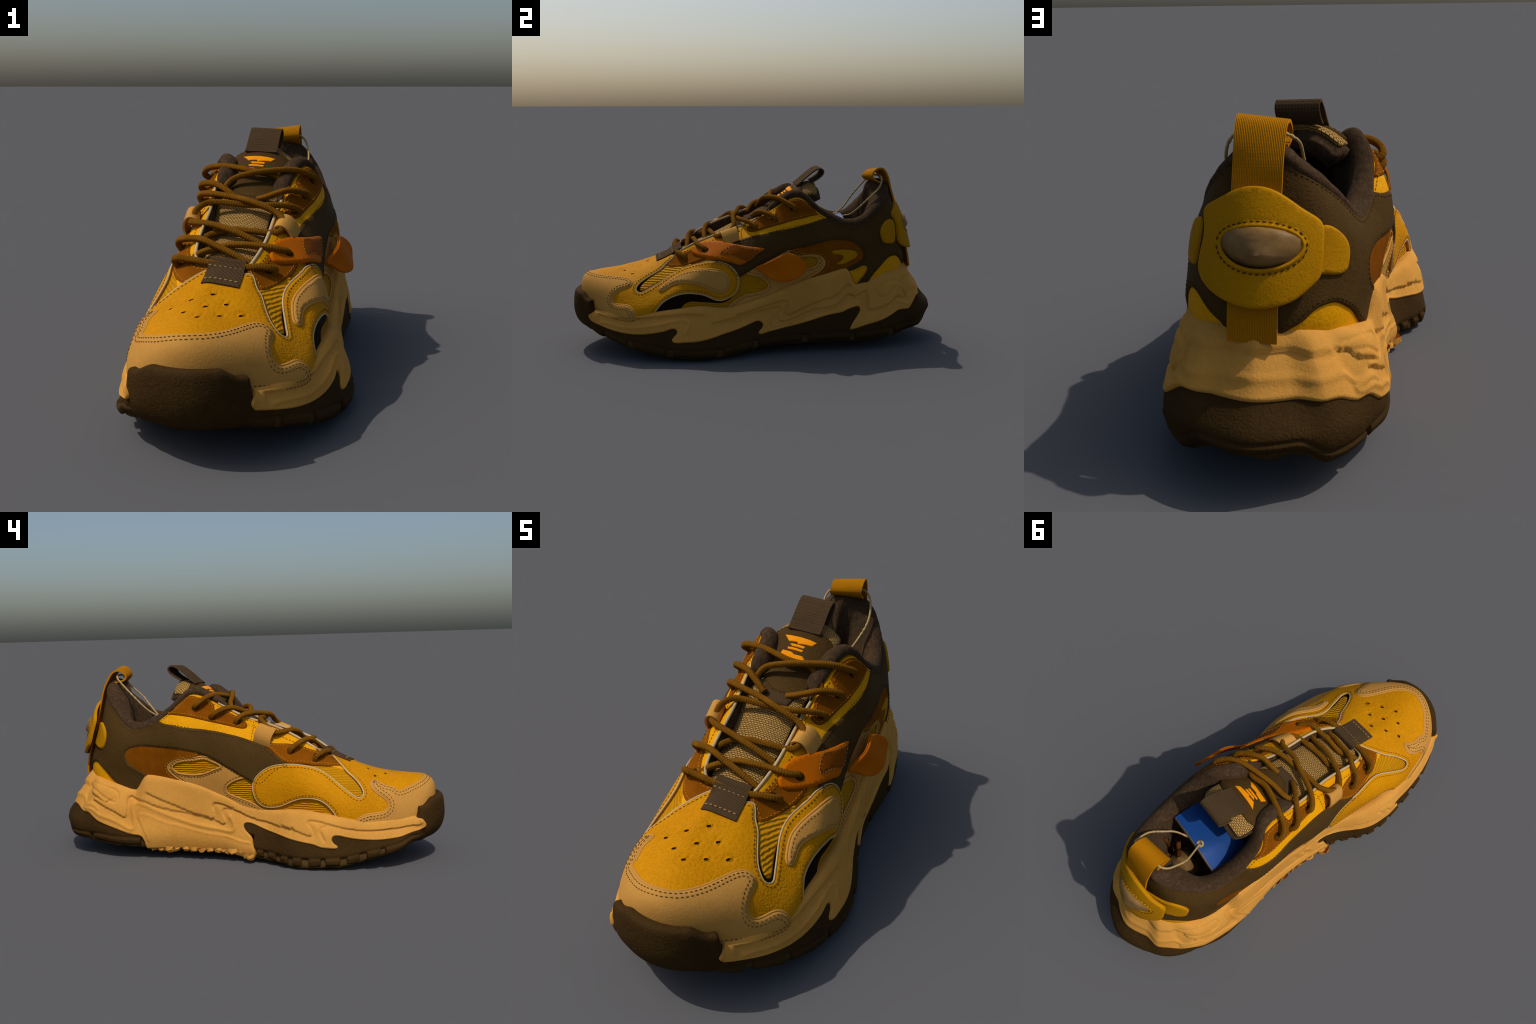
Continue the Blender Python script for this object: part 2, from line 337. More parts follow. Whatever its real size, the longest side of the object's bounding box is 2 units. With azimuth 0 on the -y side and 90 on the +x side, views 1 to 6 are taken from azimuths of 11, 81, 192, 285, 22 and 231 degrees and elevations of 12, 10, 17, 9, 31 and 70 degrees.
# ------------------------------------------------------------------ pattern pieces of the upper
# Each piece is a smooth loop of points placed in a drawing of the shoe: L and M are the outer and the inner
# side (y, z), T the top (x, y), H the heel and F the toe (x, z).
PIECES = {
"vamp": [("T", (-.042, -.459), (-.093, -.456), (-.129, -.474), (-.168, -.507), (-.206, -.544), (-.229, -.578)), ("M", (-.609, .388), (-.63, .365),
        (-.637, .35), (-.636, .338), (-.627, .33), (-.617, .327), (-.602, .331), (-.579, .345), (-.548, .365), (-.508, .393), (-.461, .427), (-.426,
        .447), (-.385, .462), (-.33, .475), (-.292, .479), (-.254, .481), (-.215, .477), (-.18, .467), (-.149, .449), (-.122, .424), (-.107, .397),
        (-.102, .369), (-.107, .337), (-.121, .306), (-.148, .282), (-.176, .275), (-.204, .276), (-.237, .282), (-.274, .298), (-.315, .316), (-.351,
        .326), (-.39, .328), (-.431, .322), (-.458, .309), (-.481, .291), (-.5, .269), (-.515, .247), (-.53, .21), (-.66, .205), (-.8, .21)), ("F",
        (-.15, .24), (.05, .24)), ("L", (-.8, .21), (-.67, .205), (-.575, .21), (-.573, .236), (-.556, .258), (-.53, .284), (-.497, .305), (-.456,
        .323), (-.423, .332), (-.387, .336), (-.362, .334), (-.325, .328), (-.292, .316), (-.26, .3), (-.235, .294), (-.205, .298), (-.18, .309),
        (-.154, .326), (-.138, .35), (-.13, .382), (-.132, .41), (-.145, .435), (-.169, .459), (-.202, .476), (-.243, .482), (-.296, .479), (-.316,
        .473)), ("T", (.174, -.386), (.158, -.448)), ("L", (-.504, .388), (-.555, .36), (-.593, .342), (-.618, .33), (-.639, .324), (-.657, .33),
        (-.663, .34), (-.654, .354), (-.633, .371)), ("T", (.123, -.595), (.105, -.552), (.089, -.517), (.072, -.499), (.06, -.473), (.049, -.455))],
"toe_cap": [("M", (-.601, .226), (-.619, .241), (-.652, .255), (-.688, .26), (-.724, .265), (-.741, .275), (-.75, .293), (-.744, .311), (-.725, .327),
        (-.699, .343), (-.674, .364), (-.663, .379)), ("T", (-.234, -.665), (-.217, -.674)), ("M", (-.721, .374), (-.773, .361), (-.781, .35), (-.821,
        .357), (-.859, .369)), ("T", (-.118, -.887), (-.084, -.897), (-.044, -.897), (-.014, -.883), (.011, -.86), (.035, -.827), (.056, -.787),
        (.074, -.747), (.092, -.712), (.109, -.69), (.128, -.678)), ("L", (-.679, .359), (-.691, .348), (-.713, .341), (-.744, .333), (-.767, .319),
        (-.779, .302), (-.78, .287), (-.77, .274), (-.747, .27), (-.719, .27), (-.696, .266), (-.68, .253), (-.669, .234), (-.67, .2), (-.8, .2)),
        ("F", (.1, .22), (-.06, .22), (-.2, .22)), ("M", (-.8, .2), (-.62, .2))],
"counter": [("M", (-.287, .475), (-.253, .493), (-.253, .496), (-.225, .518), (-.193, .541), (-.165, .56), (-.134, .575), (-.095, .59), (-.056, .604),
        (-.017, .616), (.022, .626), (.099, .643), (.176, .655), (.254, .664), (.346, .678)), ("R", (15.56, .985), (15.3, .999), (15., .999), (14.5,
        .999), (14., .999), (13.5, .999), (13., .999), (12.5, .999), (12., .999), (11.5, .999), (11., .999), (10.5, .999), (10., .999), (9.5, .999),
        (9., .999), (8.6, .999)), ("L", (.359, .697), (.292, .685), (.204, .662), (.123, .644), (.041, .626), (-.042, .605), (-.088, .591), (-.126,
        .578), (-.161, .566), (-.188, .542), (-.216, .517), (-.243, .491), (-.278, .469), (-.257, .465), (-.195, .456), (-.151, .403), (-.128, .406),
        (-.091, .425), (-.048, .449), (-.006, .472), (.037, .492), (.079, .512), (.113, .531), (.156, .545), (.24, .558), (.336, .578), (.349, .582),
        (.416, .583), (.47, .575), (.505, .559), (.532, .532), (.542, .506), (.535, .486), (.502, .466), (.457, .445), (.433, .42), (.468, .387),
        (.502, .336), (.538, .325), (.578, .362), (.611, .404), (.65, .439), (.692, .473), (.722, .481), (.747, .479), (.768, .466), (.788, .445)),
        ("H", (.082, .43), (.062, .416), (.052, .398), (-.048, .408), (-.085, .403), (-.105, .417), (-.138, .435)), ("M", (.787, .461), (.76, .472),
        (.733, .47), (.707, .452), (.676, .428), (.642, .393), (.583, .351), (.54, .325), (.505, .328), (.471, .349), (.442, .384), (.412, .414),
        (.445, .427), (.486, .447), (.519, .465), (.545, .484), (.555, .504), (.557, .524), (.547, .541), (.523, .554), (.477, .563), (.43, .566),
        (.341, .563), (.257, .554), (.205, .544), (.161, .534), (.121, .521), (.081, .502), (.042, .479), (.002, .457), (-.036, .432), (-.071, .413),
        (-.101, .393), (-.136, .374), (-.216, .437))],
"saddle_med": [("M", (.331, .466), (.318, .482), (.294, .497), (.242, .51), (.18, .517), (.097, .517), (.033, .487), (-.021, .452), (-.067, .424),
        (-.051, .416), (-.019, .407), (.015, .387), (.033, .366), (.031, .346), (.012, .33), (-.02, .319), (-.064, .304), (-.107, .285), (-.138,
        .265), (-.166, .25), (-.149, .237), (-.008, .281), (.154, .337), (.221, .364), (.263, .395), (.294, .417), (.321, .441))],
"saddle_med_hole": [("M", (.306, .464), (.296, .479), (.273, .491), (.239, .498), (.181, .503), (.138, .509), (.09, .494), (.05, .473), (.079, .458),
        (.122, .441), (.165, .43), (.207, .427), (.248, .43), (.283, .438), (.303, .454))],
"saddle_lat": [("L", (-.194, .24), (-.185, .261), (-.163, .281), (-.134, .3), (-.095, .316), (-.053, .322), (-.011, .331), (.019, .345), (.03, .357),
        (.026, .37), (.012, .387), (-.017, .406), (-.05, .416), (-.083, .423), (-.091, .433), (-.048, .461), (.038, .504), (.114, .541), (.205, .524),
        (.273, .516), (.307, .505), (.328, .483), (.328, .462), (.311, .437), (.281, .416), (.238, .395), (.182, .356), (.074, .304), (-.096, .248))],
"saddle_lat_hole": [("L", (.29, .501), (.298, .484), (.289, .463), (.263, .449), (.233, .446), (.169, .441), (.119, .438), (.09, .453), (.111, .471),
        (.163, .499), (.213, .509), (.256, .509))],
"quarter_med": [("M", (.576, .524), (.547, .561), (.477, .579), (.34, .579), (.218, .56), (.159, .54), (.172, .518), (.238, .507), (.289, .497),
        (.321, .478), (.332, .461), (.326, .441), (.303, .418), (.267, .396), (.288, .37), (.448, .4), (.532, .439))],
"quarter_lat": [("L", (.134, .537), (.163, .522), (.213, .515), (.273, .512), (.307, .507), (.333, .485), (.335, .461), (.313, .432), (.281, .412),
        (.225, .384), (.182, .364), (.204, .337), (.334, .379), (.436, .405), (.48, .438), (.558, .48), (.564, .522), (.534, .569), (.472, .593),
        (.395, .598), (.328, .595), (.241, .573))],
"facing_med": [("R", (15.55, .985), (15.8, .985), (16., .985), (16.3, .985), (16.6, .985), (16.8, .985), (17., .985), (17.3, .985), (17.6, .985),
        (18., .985), (18.3, .985), (18.63, .985)), ("M", (-.103, .633), (-.103, .597), (-.089, .572), (.02, .611), (.176, .64), (.298, .661), (.344,
        .666))],
"facing_lat": [("R", (8.38, .985), (8.2, .985), (8., .985), (7.7, .985), (7.4, .985), (7.2, .985), (7., .985), (6.7, .985), (6.4, .985), (6., .985),
        (5.7, .985), (5.36, .985)), ("L", (-.107, .62), (-.108, .595), (-.102, .577), (-.044, .59), (.039, .612), (.206, .654), (.291, .673))],
"eyestay_med": [("M", (.333, .72), (.32, .731), (.298, .75), (.265, .784), (.242, .805), (.215, .81), (.173, .798), (.141, .785), (.118, .777), (.102,
        .764), (.098, .749), (.097, .734), (.075, .733), (.053, .733), (.03, .724), (-.002, .708), (-.033, .692), (-.054, .677), (-.068, .662),
        (-.067, .648), (-.054, .641), (-.028, .644), (.011, .654), (.064, .667), (.122, .681), (.179, .696), (.258, .711), (.314, .715))],
"eyestay_lat": [("L", (.31, .717), (.292, .746), (.264, .775), (.236, .793), (.195, .801), (.17, .796), (.138, .78), (.113, .763), (.094, .75), (.086,
        .734), (.086, .718), (.065, .719), (.042, .716), (.025, .706), (-.009, .684), (-.036, .663), (-.058, .651), (-.07, .64), (-.067, .624),
        (-.051, .619), (-.031, .622), (.043, .645), (.125, .67), (.209, .693), (.25, .703), (.294, .711))],
"lower_eyestay_med": [("M", (-.133, .582), (-.181, .579), (-.244, .574), (-.288, .568), (-.325, .556), (-.37, .541)), ("T", (-.172, -.413), (-.138,
        -.442), (-.062, -.459), (-.127, -.525), (-.172, -.516), (-.207, -.487)), ("M", (-.441, .467), (-.386, .474), (-.332, .481), (-.285, .482),
        (-.234, .504), (-.173, .556))],
"lower_eyestay_lat": [("L", (-.401, .512), (-.354, .533), (-.323, .543), (-.302, .523), (-.282, .504), (-.315, .487)), ("T", (.168, -.367), (.146,
        -.409), (.122, -.446), (.093, -.489), (.077, -.493), (.05, -.468), (.026, -.448), (.044, -.425))],
"teardrop": [("L", (-.542, .339), (-.531, .349), (-.501, .368)), ("T", (.189, -.463), (.197, -.421)), ("L", (-.368, .434), (-.319, .445), (-.299,
        .447), (-.258, .445), (-.225, .438), (-.2, .425), (-.185, .404), (-.18, .384), (-.186, .36), (-.2, .342), (-.221, .331), (-.246, .335),
        (-.271, .344), (-.304, .362), (-.336, .375), (-.369, .381), (-.412, .381), (-.453, .371), (-.482, .357), (-.507, .341), (-.532, .332))],
"black_window": [("L", (-.569, .221), (-.568, .246), (-.517, .306), (-.455, .338), (-.373, .347), (-.304, .337), (-.234, .309), (-.179, .319), (-.154,
        .33), (-.167, .308), (-.184, .294), (-.21, .283), (-.252, .281), (-.297, .287), (-.347, .292), (-.375, .295), (-.404, .29), (-.425, .276),
        (-.434, .256), (-.438, .231))],
"notch_backing": [("L", (-.667, .337), (-.647, .32), (-.618, .327), (-.512, .382), (-.49, .408)), ("T", (.101, -.509), (.104, -.556)), ("L", (-.633,
        .374))],
"notch_mesh": [("L", (-.64, .339), (-.639, .351), (-.631, .361), (-.599, .384)), ("T", (.106, -.556), (.08, -.512), (.111, -.446), (.171, -.364),
        (.177, -.407)), ("L", (-.512, .385), (-.593, .348), (-.628, .334))],
"heel_tab_lat": [("L", (.458, .422), (.484, .43), (.521, .445), (.549, .45), (.565, .438), (.563, .421), (.545, .391), (.523, .366), (.504, .343),
        (.488, .35), (.473, .378))],
"boomerang": [("L", (.36, .524), (.369, .534), (.404, .538), (.449, .537), (.485, .531), (.508, .519), (.51, .504), (.498, .49), (.47, .475), (.439,
        .464), (.412, .458), (.39, .46), (.388, .466), (.412, .478), (.428, .494), (.426, .507), (.408, .51), (.377, .516))],
"heel_patch_med": [("H", (-.095, .408), (-.137, .447)), ("M", (.776, .473), (.731, .479), (.676, .439), (.602, .385), (.57, .337), (.729, .369)),
        ("H", (-.132, .394))],
"heel_patch_lat": [("L", (.565, .346), (.606, .413), (.65, .45), (.692, .479), (.719, .488), (.763, .478)), ("H", (.094, .446), (.048, .405)), ("L",
        (.759, .371), (.718, .367))],
"strap": [("L", (-.359, .514), (-.351, .529), (-.334, .543), (-.308, .558), (-.274, .569), (-.233, .572), (-.193, .571), (-.153, .565), (-.104, .559),
        (-.048, .554), (.02, .544), (-.017, .525), (-.06, .497), (-.112, .466), (-.157, .475), (-.219, .487), (-.275, .496)), ("T", (.155, -.323),
        (.121, -.35))],
"wing_med": [("M", (.775, .60), (.770, .64), (.735, .668), (.715, .672), (.699, .668), (.676, .638), (.669, .607), (.678, .571), (.696, .543), (.735,
        .545), (.770, .56))],
"wing_lat": [("L", (.724, .673), (.696, .676), (.674, .665), (.652, .637), (.645, .608), (.654, .574), (.669, .555), (.7, .55), (.728, .551), (.737,
        .612))],
}

# Edge of the foam midsole over the rubber, and the lines carved into it
SOLE_LINES = {
"midsole_edge": [("M", (-.885, .233), (-.908, .227), (-.92, .209), (-.921, .195), (-.909, .185), (-.876, .173), (-.823, .155), (-.771, .146), (-.717,
        .142), (-.664, .143), (-.609, .148), (-.559, .157), (-.515, .164), (-.502, .156), (-.5, .145), (-.512, .127), (-.53, .114), (-.525, .105),
        (-.501, .104), (-.446, .11), (-.425, .119), (-.349, .132), (-.266, .147), (-.176, .163), (-.111, .184), (-.078, .193), (-.056, .189), (-.05,
        .178), (-.059, .159), (-.08, .137), (-.095, .115), (-.098, .093), (-.106, .074), (-.095, .05), (.1, .07), (.3, .08), (.45, .08), (.454, .085),
        (.45, .098), (.463, .109), (.52, .127), (.604, .153), (.694, .183), (.735, .208), (.785, .226), (.83, .239)), ("H", (-.25, .25), (-.2, .256),
        (-.12, .261), (-.04, .263), (.04, .261), (.12, .256), (.18, .249)), ("L", (.773, .2), (.675, .167), (.582, .14), (.491, .119), (.458, .114),
        (.464, .135), (.483, .163), (.507, .195), (.52, .217), (.514, .23), (.496, .234), (.449, .223), (.362, .2), (.275, .178), (.189, .156), (.154,
        .149), (.068, .133), (.002, .119), (-.028, .115), (-.039, .123), (-.032, .133), (-.016, .148), (-.011, .164), (-.022, .179), (-.039, .185),
        (-.06, .18), (-.125, .156), (-.211, .135), (-.295, .115), (-.378, .103), (-.425, .102), (-.466, .1), (-.487, .106), (-.489, .116), (-.476,
        .133), (-.46, .149), (-.461, .16), (-.471, .168), (-.487, .169), (-.512, .16), (-.564, .148), (-.625, .139), (-.677, .136), (-.738, .139),
        (-.804, .15), (-.862, .165), (-.904, .183), (-.914, .197), (-.907, .213), (-.891, .223))],
"oval_med": [("M", (.784, .355), (.752, .365), (.66, .354), (.607, .336), (.597, .321), (.596, .298), (.609, .284), (.635, .29), (.688, .32), (.749,
        .343), (.784, .355))],
"plate_med": [("M", (.737, .297), (.678, .269), (.628, .247), (.581, .222), (.556, .211), (.549, .228), (.55, .267), (.55, .301), (.539, .313), (.514,
        .309), (.46, .293), (.397, .27), (.316, .251), (.236, .235), (.155, .216), (.091, .202), (.046, .186), (.037, .196), (.053, .227), (.059,
        .252), (.045, .263), (.021, .263), (-.03, .247), (-.09, .221), (-.174, .204), (-.263, .19), (-.306, .192))],
"ridge_med": [("M", (.794, .257), (.719, .235), (.65, .207), (.585, .181), (.542, .158), (.517, .152), (.504, .162), (.507, .189), (.517, .228),
        (.521, .259), (.512, .274), (.488, .281), (.455, .274), (.398, .25), (.317, .219), (.237, .191), (.122, .166), (.05, .156), (.013, .15),
        (-.005, .166), (.005, .2), (.019, .22))],
"inner_med": [("M", (.436, .098), (.454, .151), (.482, .201), (.49, .221), (.477, .231), (.456, .23), (.398, .21), (.317, .183), (.237, .163), (.123,
        .138), (.03, .126), (-.031, .108), (-.085, .099))],
"upper_med": [("M", (.437, .334), (.376, .306), (.296, .274), (.196, .235), (.152, .226), (.099, .214), (.103, .253), (.109, .273), (.102, .287),
        (.086, .291), (.061, .286), (.01, .269))],
"fore_med": [("M", (-.263, .198), (-.347, .177), (-.402, .163), (-.409, .17), (-.396, .198), (-.38, .22), (-.391, .23), (-.421, .23), (-.48, .217),
        (-.535, .203), (-.608, .191), (-.68, .188), (-.752, .191), (-.822, .198), (-.893, .204))],
"fore_tick_med": [("M", (-.466, .204), (-.449, .197), (-.444, .185), (-.452, .163), (-.464, .142))],
"oval_lat": [("L", (.619, .307), (.625, .328), (.658, .338), (.728, .353), (.798, .36), (.798, .348), (.745, .318), (.682, .283), (.635, .275), (.62,
        .287), (.619, .307))],
"plate_lat": [("L", (.787, .286), (.704, .252), (.609, .217), (.572, .211), (.569, .236), (.567, .281), (.56, .307), (.536, .311), (.498, .291),
        (.406, .264), (.276, .231), (.198, .206), (.095, .175), (.073, .187), (.076, .204), (.091, .237), (.079, .252), (.032, .248), (-.037, .236),
        (-.143, .212), (-.271, .191))],
"ridge_lat": [("L", (.859, .267), (.776, .233), (.677, .204))],
"inner_lat": [("L", (.546, .159), (.537, .234), (.534, .259), (.516, .271), (.488, .263), (.406, .239), (.276, .205), (.198, .177), (.111, .151),
        (.042, .141), (.029, .152), (.038, .172), (.046, .206), (.027, .223), (-.016, .228), (-.102, .206), (-.187, .18))],
"upper_lat": [("L", (.462, .349), (.385, .303), (.276, .269), (.155, .217), (.119, .21), (.121, .235), (.13, .264), (.118, .282), (.092, .283), (.028,
        .269), (-.058, .245), (-.143, .222))],
"fore_lat": [("L", (-.848, .217), (-.785, .21), (-.663, .215), (-.541, .226), (-.419, .236), (-.33, .232))],
"fore_low_lat": [("L", (-.841, .181), (-.745, .17), (-.664, .169), (-.583, .18), (-.502, .196), (-.421, .208), (-.397, .193), (-.415, .152))],
"heel_crease": [("M", (.66, .279), (.708, .31), (.751, .336)), ("H", (-.26, .347), (-.21, .355), (-.15, .364), (-.09, .371), (-.02, .374), (.05, .37),
        (.11, .361), (.16, .35), (.2, .34)), ("L", (.8, .313), (.74, .28))],
"heel_ridge": [("M", (.7, .244), (.756, .27), (.795, .285)), ("H", (-.25, .296), (-.19, .302), (-.12, .307), (-.05, .31), (.02, .309), (.08, .304),
        (.14, .297), (.19, .289)), ("L", (.8, .262))],
}

HEEL_DISK = [(0.038, 0.77), (-0.017, 0.784), (-0.079, 0.77), (-0.151, 0.721), (-0.188, 0.688), (-0.193, 0.63), (-0.189, 0.561), (-0.171, 0.541), (-0.14, 0.516), (-0.096, 0.5), (-0.037, 0.494), (0.028, 0.501), (0.099, 0.519), (0.139, 0.554), (0.129, 0.624), (0.125, 0.673), (0.131, 0.707), (0.092, 0.739)]


# =================================================================== BLENDER
import bpy
from mathutils import Vector
from mathutils.geometry import delaunay_2d_cdt

# ------------------------------------------------------------------ materials
def rgb(*c):
    return (c[0], c[1], c[2], 1.0)


def material(name, color, dark=None, rough=.6, bump=.0, scale=60.0, kind="leather", patch=.25, spec=.025, stretch=(1, 1, 1), metallic=0.0, coat=0.0):
    """Procedural surface: mottled base colour + fine grain bump of the given kind."""
    m = bpy.data.materials.new(name)
    m.use_nodes = True
    nt = m.node_tree
    nd, lk = nt.nodes, nt.links
    b = nd["Principled BSDF"]
    b.inputs["Roughness"].default_value = rough
    b.inputs["Specular IOR Level"].default_value = spec
    b.inputs["Metallic"].default_value = metallic
    b.inputs["Coat Weight"].default_value = coat
    tc = nd.new("ShaderNodeTexCoord")
    mp = nd.new("ShaderNodeMapping")
    mp.inputs["Scale"].default_value = stretch
    lk.new(tc.outputs["Object"], mp.inputs["Vector"])
    vec = mp.outputs["Vector"]
    dark = dark or tuple(c * (1 - patch) for c in color)

    def noise(sc, detail=4, rgh=.6, dist=0.0):
        n = nd.new("ShaderNodeTexNoise")
        n.inputs["Scale"].default_value = sc
        n.inputs["Detail"].default_value = detail
        n.inputs["Roughness"].default_value = rgh
        n.inputs["Distortion"].default_value = dist
        lk.new(vec, n.inputs["Vector"])
        return n.outputs["Fac"]

    def ramp(src, stops):
        r = nd.new("ShaderNodeValToRGB")
        e = r.color_ramp.elements
        e[0].position, e[0].color = stops[0]
        e[1].position, e[1].color = stops[-1]
        for p, c in stops[1:-1]:
            k = e.new(p)
            k.color = c
        lk.new(src, r.inputs["Fac"])
        return r.outputs["Color"]

    def math(op, a, c, clamp=False):
        n = nd.new("ShaderNodeMath")
        n.operation = op
        n.use_clamp = clamp
        for k, v in enumerate((a, c)):
            if isinstance(v, (int, float)):
                n.inputs[k].default_value = v
            else:
                lk.new(v, n.inputs[k])
        return n.outputs[0]

    def mix(f, a, c, mode="MIX"):
        n = nd.new("ShaderNodeMix")
        n.data_type = "RGBA"
        n.blend_type = mode
        for k, v in ((0, f), (6, a), (7, c)):
            if isinstance(v, (int, float, tuple)):
                n.inputs[k].default_value = v
            else:
                lk.new(v, n.inputs[k])
        return n.outputs[2]

    base = ramp(noise(7, 5), [(.30, rgb(*dark)), (.68, rgb(*color))])
    light = tuple(min(1, c * 1.35 + .004) for c in color)
    height = None
    if kind == "leather":
        v = nd.new("ShaderNodeTexVoronoi")
        v.feature = "DISTANCE_TO_EDGE"
        v.inputs["Scale"].default_value = scale
        w = nd.new("ShaderNodeTexNoise")
        w.inputs["Scale"].default_value = scale * .35
        w.inputs["Detail"].default_value = 3
        lk.new(vec, w.inputs["Vector"])
        va = nd.new("ShaderNodeVectorMath")
        va.operation = "MULTIPLY_ADD"
        lk.new(w.outputs["Color"], va.inputs[0])
        va.inputs[1].default_value = (.035, .035, .035)
        lk.new(vec, va.inputs[2])
        lk.new(va.outputs[0], v.inputs["Vector"])
        crack = ramp(v.outputs["Distance"], [(.0, rgb(1, 1, 1)), (.16, rgb(0, 0, 0))])
        base = mix(math("MULTIPLY", crack, .30), base, rgb(*light))
        height = math("ADD", math("MULTIPLY", v.outputs["Distance"], 1.0), math("MULTIPLY", noise(scale * .6, 4), .8))
    elif kind == "suede":
        f = noise(scale * 3, 3)
        base = mix(math("MULTIPLY", f, .45), base, rgb(*tuple(c * .72 for c in color)))
        base = mix(math("MULTIPLY", ramp(noise(22, 4), [(.45, rgb(0, 0, 0)), (.75, rgb(1, 1, 1))]), .35), base, rgb(*light))
        height = f
    elif kind == "pebble":
        v = nd.new("ShaderNodeTexNoise")
        v.inputs["Scale"].default_value = scale
        v.inputs["Detail"].default_value = 2
        v.inputs["Distortion"].default_value = 1.6
        lk.new(vec, v.inputs["Vector"])
        height = v.outputs["Fac"]
        base = mix(math("MULTIPLY", ramp(height, [(.45, rgb(0, 0, 0)), (.70, rgb(1, 1, 1))]), .22), base, rgb(*light))
    elif kind == "fuzz":
        f = noise(scale, 6, .7, .4)
        g = ramp(f, [(.38, rgb(*tuple(c * .5 for c in color))), (.56, rgb(*color)), (.74, rgb(*tuple(c * 2.0 for c in color)))])
        base = mix(.7, base, g)
        height = f
        b.inputs["Sheen Weight"].default_value = .35
        b.inputs["Sheen Roughness"].default_value = .5
        b.inputs["Sheen Tint"].default_value = rgb(*tuple(min(1, c * 3) for c in color))
    elif kind == "knit":          # open mesh: staggered loops of yarn with dark holes between
        bk = nd.new("ShaderNodeTexBrick")
        bk.inputs["Scale"].default_value = scale
        bk.inputs["Brick Width"].default_value = .0125
        bk.inputs["Row Height"].default_value = .0078
        bk.inputs["Mortar Size"].default_value = .0016
        bk.inputs["Mortar Smooth"].default_value = .9
        bk.inputs["Color1"].default_value = rgb(1, 1, 1)
        bk.inputs["Color2"].default_value = rgb(.8, .8, .8)
        bk.inputs["Mortar"].default_value = rgb(0, 0, 0)
        wob = nd.new("ShaderNodeTexNoise")
        wob.inputs["Scale"].default_value = 25
        lk.new(vec, wob.inputs["Vector"])
        va = nd.new("ShaderNodeVectorMath")
        va.operation = "MULTIPLY_ADD"
        lk.new(wob.outputs["Color"], va.inputs[0])
        va.inputs[1].default_value = (.012, .012, .012)
        lk.new(vec, va.inputs[2])
        lk.new(va.outputs[0], bk.inputs["Vector"])
        height = bk.outputs["Color"]
        base = mix(height, rgb(*tuple(c * .22 for c in color)), base)
    elif kind == "ribs":          # zigzag ribbed textile
        w1 = nd.new("ShaderNodeTexWave")
        w1.inputs["Scale"].default_value = scale
        w1.bands_direction = "Z"
        w1.wave_profile = "SIN"
        w1.inputs["Distortion"].default_value = 2.2
        w1.inputs["Detail"].default_value = 1
        w1.inputs["Detail Scale"].default_value = 1.6
        lk.new(vec, w1.inputs["Vector"])
        height = w1.outputs["Fac"]
        base = mix(ramp(height, [(.15, rgb(0, 0, 0)), (.6, rgb(1, 1, 1))]), rgb(*tuple(c * .74 for c in color)), base)
    elif kind == "weave":
        w1 = nd.new("ShaderNodeTexWave")
        w1.inputs["Scale"].default_value = scale
        w1.bands_direction = "X"
        lk.new(vec, w1.inputs["Vector"])
        height = math("ADD", w1.outputs["Fac"], math("MULTIPLY", noise(scale * 2.5, 3), .7))
        base = mix(ramp(w1.outputs["Fac"], [(.1, rgb(0, 0, 0)), (.6, rgb(1, 1, 1))]), rgb(*tuple(c * .72 for c in color)), base)
    elif kind == "crease":
        f = noise(14, 3, .5, .8)
        s = ramp(noise(90, 5, .75), [(.62, rgb(0, 0, 0)), (.74, rgb(1, 1, 1))])
        base = mix(math("MULTIPLY", s, .35), base, rgb(*tuple(min(1, c * 1.5 + .004) for c in color)))
        height = math("ADD", f, math("MULTIPLY", noise(70, 3), .25))
    else:
        height = noise(scale, 4)
    bp = nd.new("ShaderNodeBump")
    bp.inputs["Strength"].default_value = bump
    bp.inputs["Distance"].default_value = .006
    lk.new(height, bp.inputs["Height"])
    lk.new(bp.outputs["Normal"], b.inputs["Normal"])
    lk.new(base, b.inputs["Base Color"])
    rr = nd.new("ShaderNodeMapRange")
    rr.inputs["To Min"].default_value = max(0, rough - .08)
    rr.inputs["To Max"].default_value = min(1, rough + .10)
    lk.new(noise(scale * .5, 3), rr.inputs["Value"])
    lk.new(rr.outputs[0], b.inputs["Roughness"])
    return m


